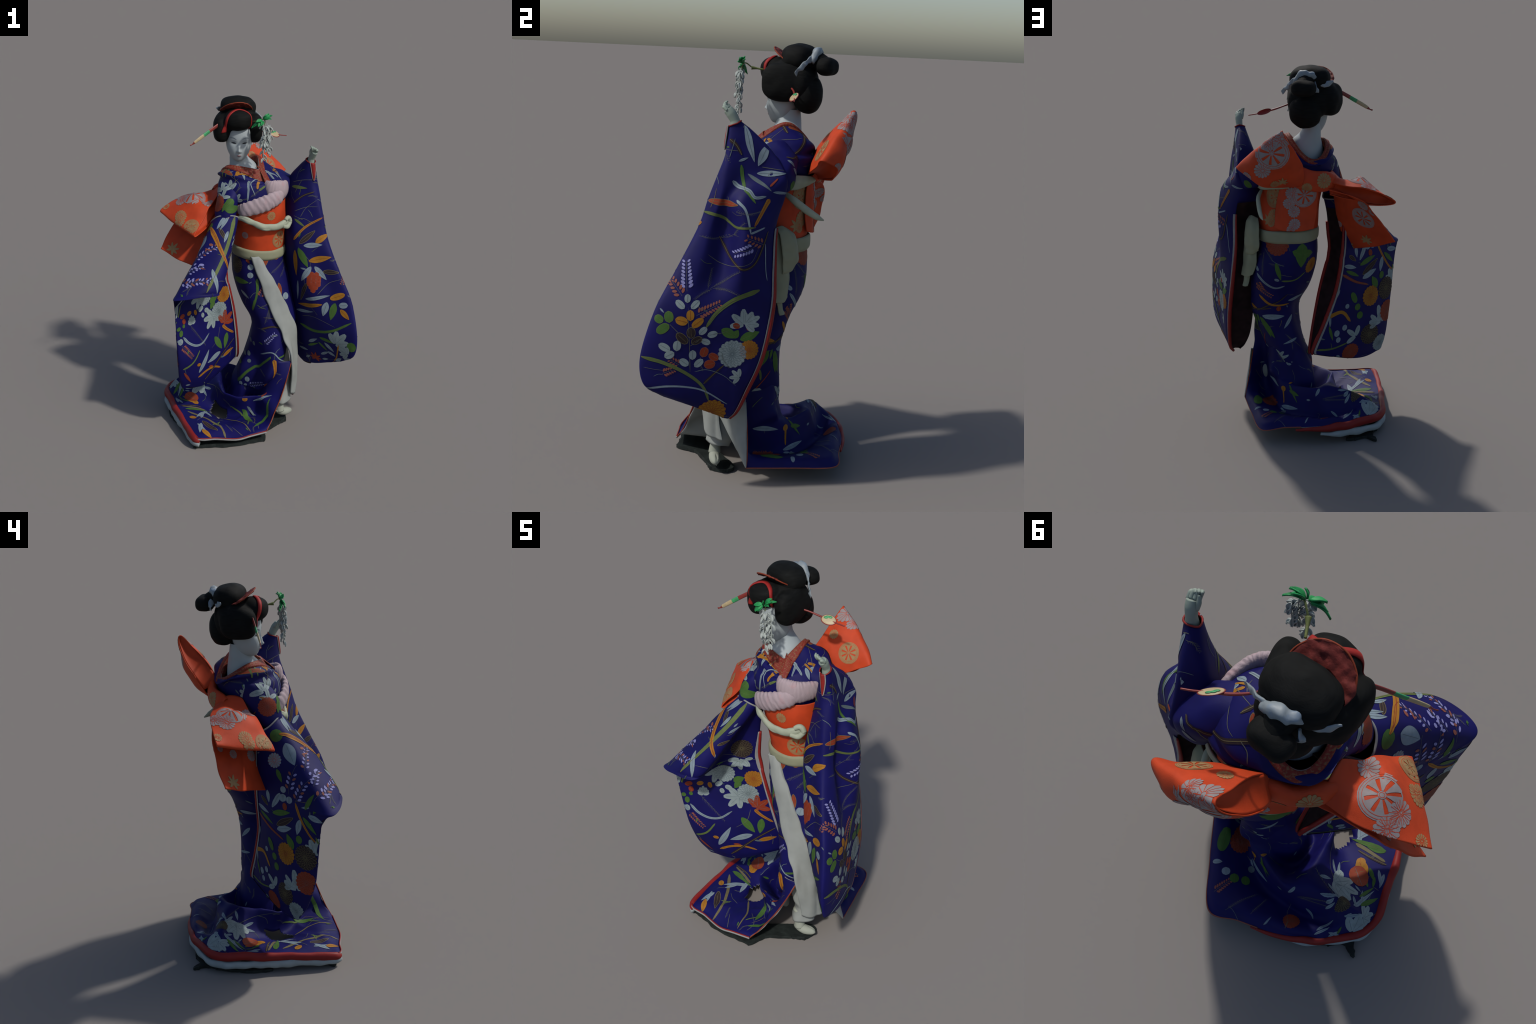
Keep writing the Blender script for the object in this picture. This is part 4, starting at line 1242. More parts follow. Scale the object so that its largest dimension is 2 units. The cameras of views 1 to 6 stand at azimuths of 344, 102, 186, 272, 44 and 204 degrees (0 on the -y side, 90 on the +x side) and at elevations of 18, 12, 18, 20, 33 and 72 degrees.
p.stem([(-.174, .029, 1.587), (-.192, .014, 1.541)], .0140, "moss")
p.oval((.049, -.026, 1.558), (-.142, -.057, 1.562), .0195, "amber")
p.stem([(.063, -.054, 1.538), (-.049, -.094, 1.528), (-.033, -.125, 1.455)], .0073, "pale")
p.feather((-.200, .058, 1.515), (-.167, .141, 1.522), 10, .0175)
p.stem([(-.163, -.041, 1.562), (-.117, -.080, 1.516), (-.130, -.091, 1.483)], .0029, "thread")
p.stem([(.133, .032, 1.566), (.160, .065, 1.537)], .0207, "amber")
p.stem([(.064, .083, 1.627), (.089, .101, 1.607)], .0209, "soot", line="gold")
p.leaf((.056, .102, 1.630), (.012, .160, 1.598), .0262, "rust", "gold")
p.stem([(.012, .159, 1.599), (.103, .183, 1.566), (.137, .167, 1.532), (.172, .144, 1.513)], .0179, "soot", line="gold")
p.stem([(.136, .030, 1.563), (.069, .082, 1.624)], .0026, "thread")
p.stem([(.130, .086, 1.572), (.114, .145, 1.579), (.087, .171, 1.584)], .0026, "thread")
p.stem([(.051, -.009, 1.575), (.129, -.040, 1.540)], .0165, "pale", line="vein")
p.stem([(.114, .021, 1.574), (.156, .067, 1.541)], .0154, "amber")
p.oval((.135, .016, 1.561), (.180, .037, 1.512), .0411, "pale")
p.stem([(.053, .074, 1.634), (.092, .106, 1.604)], .0166, "soot", line="gold")
p = PR["arm_l"]
p.leaf((.257, .138, 1.495), (.240, .166, 1.470), .0130, "pale")
p.oval((.260, .168, 1.410), (.228, .155, 1.371), .0361, "green")
p.stem([(.089, .151, 1.506), (.219, .158, 1.503), (.249, .133, 1.509)], .0135, "soot", line="gold")
p.leaf((.253, .167, 1.467), (.208, .178, 1.429), .0170, "pale")
p = PR["sleeve_r"]
p.leaf((-.205, -.119, 1.337), (-.267, -.166, 1.273), .0237, "pale")
p.oval((-.189, -.123, 1.339), (-.200, -.137, 1.322), .0190, "amber")
p.stem([(-.154, -.133, 1.333), (-.196, -.210, 1.246), (-.254, -.298, 1.153), (-.320, -.367, 1.064), (-.380, -.417, .981)], .0238, "moss", line="gold")
p.stem([(-.294, -.142, 1.267), (-.272, -.254, 1.195), (-.255, -.302, 1.149), (-.234, -.310, 1.077)], .0272, "amber", line="clay")
p.leaf((-.252, -.167, 1.279), (-.230, -.232, 1.226), .0200, "soot", "gold")
p.leaf((-.207, -.194, 1.266), (-.242, -.243, 1.214), .0188, "pale")
p.leaf((-.331, -.340, 1.092), (-.316, -.400, .965), .0265, "pale")
p.sprig((-.410, -.241, 1.113), (-.288, -.248, 1.194), "lilac", 7, .0152, "rose")
p.sprig((-.460, -.284, 1.050), (-.380, -.305, 1.101), "lilac", 5, .0151)
p.sprig((-.498, -.330, .995), (-.349, -.382, 1.040), "lilac", 8, .0173, "rose")
p.stem([(-.304, -.381, 1.031), (-.170, -.044, .951)], .0029, "thread")
p.leaf((-.195, -.238, 1.193), (-.161, -.179, 1.223), .0129, "pale")
p.leaf((-.224, -.289, 1.137), (-.192, -.236, 1.152), .0117, "soot", "gold")
p.leaf((-.186, -.126, 1.336), (-.251, -.178, 1.270), .0189, "pale")
p.stem([(-.293, -.117, 1.272), (-.284, -.180, 1.253), (-.273, -.232, 1.214), (-.277, -.261, 1.187)], .0197, "amber", line="clay")
p.oval((-.277, -.103, 1.293), (-.311, -.102, 1.235), .0651, "green")
p.leaf((-.322, -.148, 1.232), (-.386, -.192, 1.135), .0636, "pale")
p.daisy((-.332, -.092, 1.145), .0395, "pale")
p.sprig((-.409, -.157, .990), (-.289, -.255, 1.188), "lilac", 10, .0197, "rose")
p.sprig((-.439, -.188, .952), (-.378, -.312, 1.096), "lilac", 9, .0196, "rose")
p.sprig((-.498, -.285, .986), (-.368, -.387, 1.029), "lilac", 6, .0194, "rose")
p.oval((-.385, -.132, 1.025), (-.388, -.131, .989), .0348, "pale")
p.oval((-.388, -.131, .984), (-.392, -.130, .943), .0395, "pale")
p.oval((-.410, -.158, .977), (-.416, -.158, .942), .0347, "pale")
p.leaf((-.342, -.073, .893), (-.370, -.111, .979), .0248, "pale")
p.leaf((-.318, -.051, .982), (-.326, -.059, .915), .0236, "pale")
p.leaf((-.479, -.239, .932), (-.484, -.287, 1.016), .0264, "green")
p.leaf((-.347, -.102, 1.104), (-.378, -.127, 1.041), .0255, "green")
p.leaf((-.508, -.279, .927), (-.508, -.388, .954), .0350, "green")
p.leaf((-.494, -.255, .905), (-.545, -.326, .888), .0303, "pale")
p.leaf((-.477, -.228, .892), (-.527, -.296, .815), .0255, "green")
p.stem([(-.440, -.190, .953), (-.473, -.218, .873), (-.501, -.259, .806), (-.523, -.294, .769)], .0158, "amber", line="clay")
p.leaf((-.469, -.212, .873), (-.457, -.196, .786), .0354, "pale")
p.leaf((-.358, -.095, .778), (-.435, -.169, .813), .0376, "pale")
p.leaf((-.361, -.095, .802), (-.441, -.176, .871), .0338, "soot", "gold")
p.leaf((-.343, -.074, .864), (-.429, -.164, .896), .0325, "green")
p.leaf((-.375, -.116, .984), (-.346, -.076, .895), .0308, "pale")
p.oval((-.396, -.135, .939), (-.406, -.140, .900), .0295, "rust")
p.oval((-.384, -.126, .982), (-.387, -.125, .941), .0393, "pale")
p.oval((-.412, -.160, .978), (-.418, -.159, .941), .0367, "pale")
p.leaf((-.257, -.003, .883), (-.323, -.056, .855), .0253, "pale")
p.leaf((-.268, -.013, .850), (-.339, -.075, .798), .0215, "green")
p.stem([(-.249, -.005, .830), (-.320, -.061, .770), (-.391, -.127, .731)], .0166, "clay", line="gold")
p.leaf((-.285, -.021, .937), (-.319, -.051, .898), .0188, "soot", "gold")
p.leaf((-.441, -.176, .698), (-.411, -.145, .774), .0447, "green")
p.oval((-.464, -.205, .740), (-.466, -.208, .786), .0395, "green")
p.oval((-.300, -.050, .709), (-.323, -.071, .640), .0357, "green")
p.oval((-.333, -.078, .633), (-.330, -.077, .590), .0382, "green")
p.oval((-.345, -.089, .581), (-.342, -.088, .535), .0409, "green")
p.fan((-.520, -.291, .700), (-.532, -.310, .796), "white", 5)
p.fan((-.445, -.169, .488), (-.406, -.135, .539), "white", 3)
p.fan((-.464, -.191, .483), (-.448, -.177, .586), "white", 3)
p.mum((-.405, -.138, .659), .0615, "amber", "clay")
p.mum((-.489, -.238, .673), .0692, "soot", "gold")
p.mum((-.496, -.241, .532), .0655, "rust", "rose")
p.mum((-.288, -.073, .337), .0559, "rust", "rose")
p.mum((-.400, -.130, .426), .0641, "soot", "gold")
p.mum((-.455, -.187, .352), .0524, "white", "vein")
p.stem([(-.233, -.006, .740), (-.185, .013, .634), (-.177, .013, .523)], .0193, "pale", line="vein")
p.stem([(-.164, .022, .582), (-.244, -.020, .600), (-.291, -.052, .533)], .0250, "amber")
p.fan((-.321, -.075, .433), (-.273, -.044, .482), "white", 3)
p.oval((-.217, -.012, .495), (-.210, -.011, .454), .0342, "pale")
p.oval((-.261, -.035, .520), (-.255, -.033, .483), .0312, "pale")
p.oval((-.224, -.019, .450), (-.217, -.018, .415), .0290, "pale")
p.stem([(-.104, .046, .392), (-.185, -.003, .384), (-.277, -.051, .404)], .0135, "moss")
p.oval((-.202, -.028, .324), (-.226, -.045, .313), .0294, "pale")
p.leaf((-.172, .016, .527), (-.191, -.001, .434), .0172, "green")
p.oval((-.276, -.037, .645), (-.272, -.036, .615), .0257, "pale")
p.mum((-.232, -.116, 1.032), .0594, "soot", "gold")
p.mum((-.195, -.079, .842), .0515, "amber", "clay")
p.mum((-.331, -.159, .867), .0596, "white", "vein")
p.fan((-.362, -.178, .879), (-.407, -.213, .816), "white", 4)
p.fan((-.248, -.123, .962), (-.274, -.129, .894), "white", 4)
p.fan((-.226, -.103, .961), (-.206, -.092, .920), "white", 3)
p.leaf((-.292, -.134, .813), (-.240, -.102, .843), .0427, "green")
p.leaf((-.260, -.113, .822), (-.287, -.134, .770), .0365, "green")
p.mum((-.227, -.093, .741), .0626, "white", "vein")
p.fan((-.269, -.122, .720), (-.330, -.177, .685), "white", 4)
p.oval((-.372, -.195, .785), (-.340, -.169, .807), .0295, "white")
p.oval((-.329, -.164, .783), (-.298, -.142, .766), .0294, "white")
p.oval((-.346, -.179, .769), (-.335, -.175, .738), .0258, "white")
p.oval((-.454, -.252, .791), (-.424, -.228, .799), .0246, "amber")
p.oval((-.401, -.212, .803), (-.389, -.210, .770), .0233, "amber")
p.oval((-.504, -.293, .791), (-.471, -.265, .795), .0271, "rust")
p.oval((-.481, -.276, .778), (-.472, -.274, .743), .0271, "rust")
p.oval((-.525, -.303, .721), (-.499, -.294, .727), .0249, "green")
p.oval((-.495, -.292, .713), (-.496, -.294, .672), .0273, "green")
p.oval((-.483, -.282, .743), (-.472, -.276, .722), .0210, "green")
p.fan((-.421, -.239, .728), (-.426, -.233, .779), "white", 7)
p.feather((-.436, -.250, .727), (-.328, -.190, .573), 16, .0186)
p.stem([(-.481, -.287, .667), (-.443, -.272, .622), (-.392, -.239, .589), (-.343, -.200, .589), (-.296, -.156, .628)], .0162, "pale", line="vein")
p.oval((-.414, -.429, .959), (-.532, -.310, .796), .0272, "white")
p.fan((-.184, -.073, .659), (-.152, -.057, .736), "rust", 4)
p.fan((-.178, -.070, .663), (-.212, -.087, .665), "rust", 3)
p.stem([(-.529, -.308, .767), (-.516, -.301, .805), (-.342, -.413, .972)], .0124, "moss")
p.oval((-.496, -.295, .661), (-.500, -.296, .621), .0325, "white")
p.leaf((-.257, -.128, .590), (-.197, -.090, .493), .0432, "green")
p.leaf((-.163, -.065, .588), (-.176, -.075, .487), .0408, "green")
p.leaf((-.209, -.098, .478), (-.308, -.176, .445), .0369, "pale")
p.leaf((-.368, -.207, .400), (-.300, -.171, .530), .0352, "pale")
p.oval((-.384, -.230, .463), (-.358, -.211, .454), .0214, "amber")
p.stem([(-.198, -.081, .643), (-.163, -.064, .609), (-.111, -.033, .571)], .0209, "amber", line="clay")
p.stem([(-.321, -.163, .334), (-.215, -.102, .434), (-.104, -.026, .531)], .0171, "soot", line="gold")
p.leaf((-.186, -.080, .435), (-.103, -.019, .465), .0292, "amber")
p.stem([(-.369, -.200, .368), (-.309, -.170, .395), (-.250, -.126, .393), (-.199, -.082, .366)], .0171, "amber")
p.stem([(-.476, -.268, .456), (-.409, -.251, .490), (-.367, -.223, .552)], .0148, "moss")
p.sprig((-.491, -.293, .616), (-.418, -.262, .527), "rose", 9, .0145)
p.leaf((-.468, -.259, .432), (-.414, -.210, .344), .0148, "rust")
p.leaf((-.517, -.298, .655), (-.487, -.292, .627), .0223, "pale")
p.stem([(-.217, -.092, .640), (-.234, -.112, .569), (-.278, -.153, .528)], .0028, "thread")
p.leaf((-.447, -.211, .330), (-.416, -.202, .325), .0138, "pale")
p.leaf((-.297, -.164, .413), (-.262, -.137, .407), .0147, "rust")
p = PR["sleeve_l"]
p.leaf((.221, -.029, 1.482), (.292, -.113, 1.487), .0195, "moss")
p.stem([(.225, -.075, 1.392), (.269, -.106, 1.440), (.327, -.132, 1.469)], .0146, "soot", line="gold")
p.stem([(.226, -.029, 1.509), (.269, -.089, 1.532), (.358, -.099, 1.538)], .0031, "thread")
p.stem([(.227, -.094, 1.345), (.283, -.129, 1.376), (.344, -.159, 1.384)], .0030, "thread")
p.stem([(.252, -.127, 1.318), (.283, -.130, 1.371), (.340, -.148, 1.421)], .0030, "thread")
p.stem([(.239, -.122, 1.302), (.270, -.141, 1.309), (.308, -.165, 1.292)], .0030, "thread")
p.stem([(.264, -.085, 1.529), (.231, -.064, 1.450)], .0030, "thread")
p.leaf((.223, -.107, 1.302), (.275, -.159, 1.260), .0146, "moss")
p.stem([(.217, -.134, 1.180), (.273, -.158, 1.260), (.371, -.179, 1.322)], .0170, "amber", line="clay")
p.leaf((.244, -.165, 1.166), (.325, -.187, 1.244), .0291, "soot", "gold")
p.leaf((.328, -.203, 1.175), (.402, -.197, 1.225), .0364, "amber")
p.leaf((.263, -.178, 1.154), (.366, -.220, 1.166), .0316, "pale")
p.leaf((.237, -.163, 1.136), (.288, -.208, 1.026), .0413, "green")
p.leaf((.291, -.204, 1.064), (.414, -.255, 1.098), .0389, "amber")
p.leaf((.305, -.213, 1.033), (.261, -.189, .937), .0353, "pale")
p.leaf((.324, -.220, 1.034), (.390, -.265, .960), .0329, "pale")
p.leaf((.373, -.247, 1.008), (.452, -.291, 1.010), .0256, "soot", "gold")
p.grape((.318, -.237, .949), .0457)
p.leaf((.286, -.221, .932), (.270, -.163, .808), .0244, "soot", "gold")
p.leaf((.224, -.147, 1.120), (.242, -.148, .959), .0366, "amber")
p.leaf((.286, -.207, .828), (.406, -.295, .871), .0222, "pale")
p.oval((.405, -.300, .851), (.483, -.339, .889), .0391, "amber")
p.leaf((.364, -.286, .814), (.265, -.130, .773), .0257, "amber")
p.leaf((.389, -.296, .831), (.371, -.289, .741), .0415, "pale")
p.leaf((.433, -.317, .830), (.411, -.315, .722), .0427, "green")
p.oval((.452, -.332, .817), (.497, -.361, .827), .0366, "pale")
p.leaf((.459, -.340, .795), (.504, -.380, .741), .0330, "amber")
p.leaf((.264, -.105, .723), (.325, -.250, .758), .0201, "pale")
p.leaf((.249, -.159, .932), (.261, -.133, .801), .0185, "pale")
p.stem([(.336, -.265, .870), (.399, -.275, .941), (.463, -.306, .973)], .0031, "thread")
p.sprig((.467, -.318, .939), (.475, -.299, .973), "rose", 4, .0097)
p.stem([(.237, -.162, 1.143), (.294, -.204, 1.067), (.300, -.212, 1.034)], .0030, "thread")
p.stem([(.284, -.126, .637), (.350, -.246, .628), (.426, -.321, .654), (.515, -.390, .723)], .0214, "green", line="moss")
p.fan((.450, -.322, .568), (.491, -.374, .645), "white", 5)
p.oval((.522, -.396, .602), (.529, -.390, .538), .0566, "green")
p.fan((.515, -.370, .516), (.470, -.329, .536), "white", 5)
p.star((.380, -.183, .428), .0477, "rust", tip=(.366, -.212, .496))
p.leaf((.329, -.177, .535), (.361, -.241, .576), .0202, "pale")
p.leaf((.331, -.167, .507), (.370, -.240, .547), .0164, "green")
p.leaf((.368, -.255, .590), (.443, -.316, .569), .0224, "green")
p.leaf((.397, -.272, .560), (.452, -.302, .504), .0224, "pale")
p.leaf((.369, -.242, .555), (.420, -.272, .502), .0163, "green")
p.leaf((.395, -.229, .466), (.426, -.275, .496), .0189, "pale")
p.leaf((.421, -.271, .499), (.465, -.300, .474), .0201, "pale")
p.stem([(.466, -.335, .565), (.470, -.304, .472), (.457, -.275, .426)], .0099, "amber")
p.leaf((.472, -.288, .438), (.493, -.330, .474), .0227, "pale")
p.leaf((.412, -.216, .429), (.439, -.250, .438), .0190, "pale")
p.leaf((.506, -.341, .471), (.538, -.381, .492), .0175, "pale")
p.leaf((.300, -.086, .466), (.337, -.156, .468), .0167, "pale")
p.leaf((.341, -.113, .401), (.353, -.154, .431), .0167, "pale")
p.stem([(.285, -.154, .700), (.330, -.249, .723), (.439, -.333, .679)], .0031, "thread")
p.leaf((.317, -.041, 1.644), (.328, .011, 1.489), .0298, "pale")
p.leaf((.291, .057, 1.558), (.323, .026, 1.473), .0379, "pale")
p.stem([(.350, -.098, 1.584), (.349, -.066, 1.559), (.345, -.042, 1.519)], .0198, "soot", line="gold")
p.leaf((.330, .023, 1.442), (.302, .147, 1.446), .0268, "pale")
p.leaf((.343, -.014, 1.440), (.343, .095, 1.371), .0178, "vein")
p.stem([(.351, -.041, 1.477), (.373, -.017, 1.378), (.390, .036, 1.320)], .0168, "green", line="moss")
p.stem([(.370, -.072, 1.408), (.364, -.045, 1.384), (.380, .005, 1.370), (.385, .033, 1.344), (.360, .075, 1.349)], .0188, "pale", line="vein")
p.stem([(.353, .089, 1.338), (.373, .072, 1.300), (.412, .040, 1.224)], .0207, "amber", line="clay")
p.leaf((.382, -.174, 1.318), (.415, -.034, 1.310), .0259, "rust", "gold")
p.stem([(.404, -.040, 1.330), (.418, .003, 1.286), (.423, .028, 1.192)], .0128, "pale")
p.stem([(.383, -.193, 1.268), (.390, -.120, 1.255), (.377, -.081, 1.233), (.405, -.043, 1.216), (.430, .003, 1.216), (.409, .045, 1.220)], .0140, "moss", line="gold")
p.feather((.400, -.059, 1.279), (.386, .058, 1.286), 14, .0158, bend=0.12)
p.feather((.424, -.200, 1.167), (.398, -.053, 1.179), 14, .0149, bend=0.1)
p.feather((.401, -.050, 1.179), (.427, .004, 1.238), 8, .0148)
p.stem([(.423, .028, 1.194), (.380, .079, 1.218)], .0098, "pale")
p.stem([(.388, -.117, 1.166), (.392, -.077, 1.099), (.434, -.024, 1.052), (.427, .011, 1.037), (.403, .049, 1.065), (.383, .077, 1.142), (.368, .091, 1.201)], .0149, "soot", line="gold")
p.sprig((.383, .077, 1.144), (.430, .015, 1.175), "rose", 5, .0168)
p.sprig((.410, .045, 1.139), (.422, -.037, 1.099), "lilac", 7, .0157)
p.stem([(.431, -.154, 1.089), (.402, -.109, 1.053), (.425, -.041, 1.046), (.416, .032, 1.068), (.400, .057, 1.128)], .0025, "thread")
p.stem([(.376, .083, 1.146), (.369, .089, 1.033), (.364, .097, .982)], .0049, "pale")
p.feather((.452, -.143, .943), (.427, -.136, 1.025), 10, .0169)
p.feather((.447, -.134, .943), (.435, -.010, 1.023), 16, .0169, bend=-0.05)
p.feather((.442, -.125, .945), (.435, -.013, .923), 14, .0149, bend=-0.06)
p.feather((.446, -.129, .940), (.487, -.188, .901), 10, .0159, bend=0.05)
p.sprig((.493, -.225, .934), (.456, -.243, 1.057), "lilac", 8, .0198)
p.sprig((.502, -.243, .912), (.476, -.299, .972), "rose", 5, .0198)
p.stem([(.318, .042, 1.470), (.306, .137, 1.460)], .0030, "thread")
p.stem([(.342, .087, 1.391), (.319, .116, 1.425)], .0099, "clay")
p.leaf((.340, .100, 1.367), (.273, .149, 1.360), .0119, "pale")
p.stem([(.357, -.101, 1.538), (.346, -.050, 1.535)], .0030, "thread")
p.stem([(.387, .070, .943), (.438, -.022, .904), (.466, -.095, .845), (.486, -.139, .776)], .0227, "moss", line="gold")
p.oval((.495, -.220, .922), (.503, -.219, .884), .0269, "white")
p.oval((.510, -.268, .893), (.511, -.229, .860), .0301, "white")
p.oval((.481, -.172, .894), (.502, -.201, .860), .0291, "white")
p.oval((.504, -.205, .855), (.509, -.201, .807), .0344, "amber")
p.oval((.526, -.264, .813), (.513, -.211, .800), .0388, "amber")
p.oval((.489, -.149, .818), (.508, -.194, .780), .0334, "amber")
p.oval((.524, -.297, .844), (.531, -.288, .799), .0366, "green", "moss")
p.oval((.530, -.352, .818), (.534, -.318, .800), .0325, "green", "moss")
p.oval((.533, -.291, .786), (.543, -.339, .752), .0367, "green", "moss")
p.oval((.509, -.198, .778), (.507, -.196, .732), .0345, "soot", "gold")
p.oval((.528, -.254, .750), (.513, -.212, .709), .0335, "soot", "gold")
p.oval((.490, -.154, .731), (.505, -.194, .709), .0303, "soot", "gold")
p.oval((.484, -.134, .780), (.495, -.164, .748), .0292, "white")
p.oval((.467, -.089, .754), (.482, -.131, .741), .0303, "white")
p.oval((.476, -.118, .706), (.490, -.156, .722), .0283, "white")
p.oval((.546, -.330, .700), (.537, -.280, .675), .0336, "white")
p.oval((.528, -.251, .720), (.528, -.254, .672), .0346, "white")
p.oval((.531, -.263, .666), (.543, -.303, .643), .0348, "white")
p.oval((.501, -.189, .677), (.500, -.190, .632), .0326, "white")
p.oval((.522, -.241, .635), (.507, -.205, .607), .0327, "white")
p.oval((.483, -.147, .634), (.496, -.181, .600), .0317, "white")
p.oval((.481, -.137, .687), (.484, -.149, .646), .0337, "rust", "rose")
p.oval((.475, -.121, .656), (.464, -.084, .633), .0295, "rust", "rose")
p.oval((.481, -.140, .606), (.467, -.097, .616), .0372, "rust", "rose")
p.mum((.415, .041, .677), .0438, "amber", "clay")
p.mum((.443, -.026, .658), .0634, "white", "vein")
p.fan((.420, .015, .790), (.435, -.015, .857), "white", 4)
p.fan((.417, .022, .794), (.389, .076, .824), "white", 5)
p.oval((.442, -.028, .793), (.428, -.001, .778), .0249, "rust")
p.oval((.416, .026, .772), (.408, .044, .773), .0196, "rust")
p.leaf((.462, -.074, .771), (.434, -.009, .731), .0422, "green")
p.leaf((.441, -.025, .729), (.431, -.006, .767), .0326, "green")
p.leaf((.429, .003, .722), (.392, .080, .757), .0403, "green")
p.fan((.429, .007, .552), (.446, -.034, .567), "white", 4)
p.stem([(.556, -.405, .639), (.546, -.316, .621), (.521, -.239, .587), (.493, -.172, .539), (.478, -.136, .494), (.464, -.119, .437)], .0175, "moss", line="gold")
p.stem([(.546, -.382, .495), (.537, -.288, .511), (.509, -.212, .509), (.478, -.135, .487), (.433, -.043, .421)], .0099, "pale")
p.mum((.434, -.115, .380), .0674, "amber", "clay")
p.stem([(.481, -.141, .522), (.469, -.101, .564), (.456, -.058, .607)], .0132, "soot", line="gold")
p.sprig((.498, -.178, .831), (.456, -.085, .882), "rose", 8, .0172)
p.sprig((.522, -.242, .610), (.536, -.278, .633), "rose", 4, .0142)
p.sprig((.545, -.310, .570), (.531, -.264, .588), "rose", 5, .0142)
p.stem([(.503, -.198, .578), (.507, -.202, .678), (.512, -.207, .779), (.505, -.214, .865)], .0027, "thread")
p.stem([(.525, -.242, .748), (.532, -.286, .790)], .0027, "thread")
p.stem([(.507, -.201, .695), (.487, -.147, .734)], .0027, "thread")
p.stem([(.495, -.179, .578), (.477, -.128, .586), (.456, -.059, .559), (.432, -.007, .511)], .0033, "vein")
p = PR["skirt"]
p.mum((-.103, -.023, 1.005), .0523, "soot", "gold")
p.oval((-.038, -.100, 1.028), (-.039, -.107, .992), .0365, "pale")
p.oval((-.041, -.109, .979), (-.041, -.115, .943), .0366, "pale")
p.stem([(-.002, -.129, .943), (-.001, -.139, .859), (-.017, -.119, .739)], .0183, "green", line="moss")
p.leaf((-.106, .000, .916), (-.050, -.112, .915), .0372, "green")
p.feather((.081, -.126, .970), (.174, -.065, 1.036), 12, .0184)
p.feather((.141, -.118, .941), (.186, -.054, 1.015), 10, .0160)
p.stem([(.069, -.108, 1.072), (.175, -.056, 1.062)], .0110, "moss")
p.leaf((.056, -.107, 1.081), (.049, -.119, 1.021), .0293, "rust", "gold")
p.leaf((.132, -.131, .909), (.151, -.146, .845), .0221, "rust", "gold")
p.oval((.183, -.128, .848), (.179, -.147, .808), .0446, "pale")
p.feather((.010, -.145, .760), (.068, -.162, .795), 8, .0160)
p.feather((.070, -.169, .691), (.071, -.167, .754), 8, .0161)
p.leaf((-.081, -.057, .855), (-.043, -.111, .813), .0185, "pale")
p.sprig((.016, -.146, .835), (.034, -.145, .879), "rose", 4, .0159)
p.leaf((-.061, -.076, 1.061), (-.043, -.096, 1.031), .0183, "rust")
p.stem([(-.009, -.136, .812), (-.020, -.117, .743)], .0184, "green", line="moss")
p.feather((.049, -.157, .661), (.073, -.165, .778), 12, .0161)
p.stem([(.040, -.146, .629), (.086, -.174, .648), (.137, -.181, .641)], .0149, "soot", line="gold")
p.sprig((.053, -.160, .532), (.111, -.184, .604), "lilac", 7, .0125)
p.oval((-.001, -.041, .535), (.000, -.063, .511), .0190, "vein")
p.oval((.006, -.077, .523), (.011, -.094, .499), .0214, "vein")
p.oval((-.024, .007, .432), (-.027, -.042, .418), .0218, "vein")
p.oval((-.016, -.047, .450), (-.014, -.067, .421), .0241, "vein")
p.oval((-.016, -.071, .402), (-.018, -.079, .379), .0254, "vein")
p.stem([(-.066, -.008, .220), (-.030, -.079, .320), (.066, -.185, .433), (.197, -.146, .467)], .0194, "green", line="moss")
p.stem([(.037, -.135, .457), (.091, -.202, .488), (.135, -.213, .447), (.186, -.154, .406)], .0088, "pale")
p.stem([(.098, -.218, .447), (.107, -.224, .387), (.098, -.164, .275)], .0262, "amber", line="clay")
p.feather((.125, -.215, .375), (.203, -.142, .501), 14, .0151)
p.leaf((.062, -.181, .280), (.104, -.101, .220), .0380, "rust", "gold")
p.leaf((.115, -.127, .252), (.138, -.156, .298), .0243, "pale")
p.oval((-.026, -.079, .288), (-.023, -.074, .252), .0307, "pale")
p.oval((-.058, -.045, .249), (-.051, -.045, .220), .0231, "pale")
p.oval((-.035, -.061, .236), (-.024, -.067, .219), .0231, "pale")
p.sprig((-.013, -.076, .228), (.049, -.178, .279), "lilac", 8, .0116)
p.oval((-.060, .005, .321), (-.065, -.005, .299), .0180, "rust")
p.oval((-.062, .005, .288), (-.065, -.003, .265), .0194, "rust")
p.oval((-.044, .023, .368), (-.053, -.038, .360), .0193, "green")
p.feather((.034, -.146, .366), (.053, -.197, .339), 7, .0139)
p.leaf((.019, -.123, .219), (.010, -.109, .219), .0128, "moss")
p.mum((.094, .206, 1.074), .0681, "rust", "rose")
p.mum((-.081, .120, .928), .0472, "amber", "clay")
p.leaf((-.040, .187, 1.070), (-.032, .178, .933), .0751, "green")
p.leaf((-.037, .190, 1.009), (.010, .209, 1.033), .0464, "green")
p.leaf((-.043, .186, 1.008), (-.088, .133, 1.007), .0464, "green")
p.feather((.176, .195, .882), (.166, .179, 1.013), 14, .0176)
p.feather((.113, .211, .978), (.159, .180, 1.035), 9, .0162)
p.feather((.137, .206, .961), (.060, .213, .956), 9, .0163)
p.leaf((.098, .213, .970), (.076, .197, .866), .0255, "green")
p.stem([(.073, .195, .862), (.002, .167, .858), (-.050, .148, .897)], .0129, "moss")
p.stem([(.209, .174, .896), (.159, .193, .840), (.108, .182, .812), (.058, .176, .826)], .0165, "pale", line="vein")
p.oval((.215, .155, .933), (.197, .181, .911), .0200, "pale")
p.oval((.110, .204, .874), (.085, .198, .864), .0175, "pale")
p.stem([(.074, .206, .903), (.018, .186, .885)], .0035, "thread")
p.sprig((.209, .173, .846), (.181, .173, .797), "rose", 5, .0153)
p.leaf((.192, .119, .626), (.070, .105, .621), .0328, "pale")
p.leaf((.196, .115, .616), (.145, .111, .495), .0282, "green")
p.leaf((.031, .063, .617), (.074, .110, .547), .0224, "pale")
p.leaf((.007, .067, .477), (.080, .117, .457), .0143, "pale")
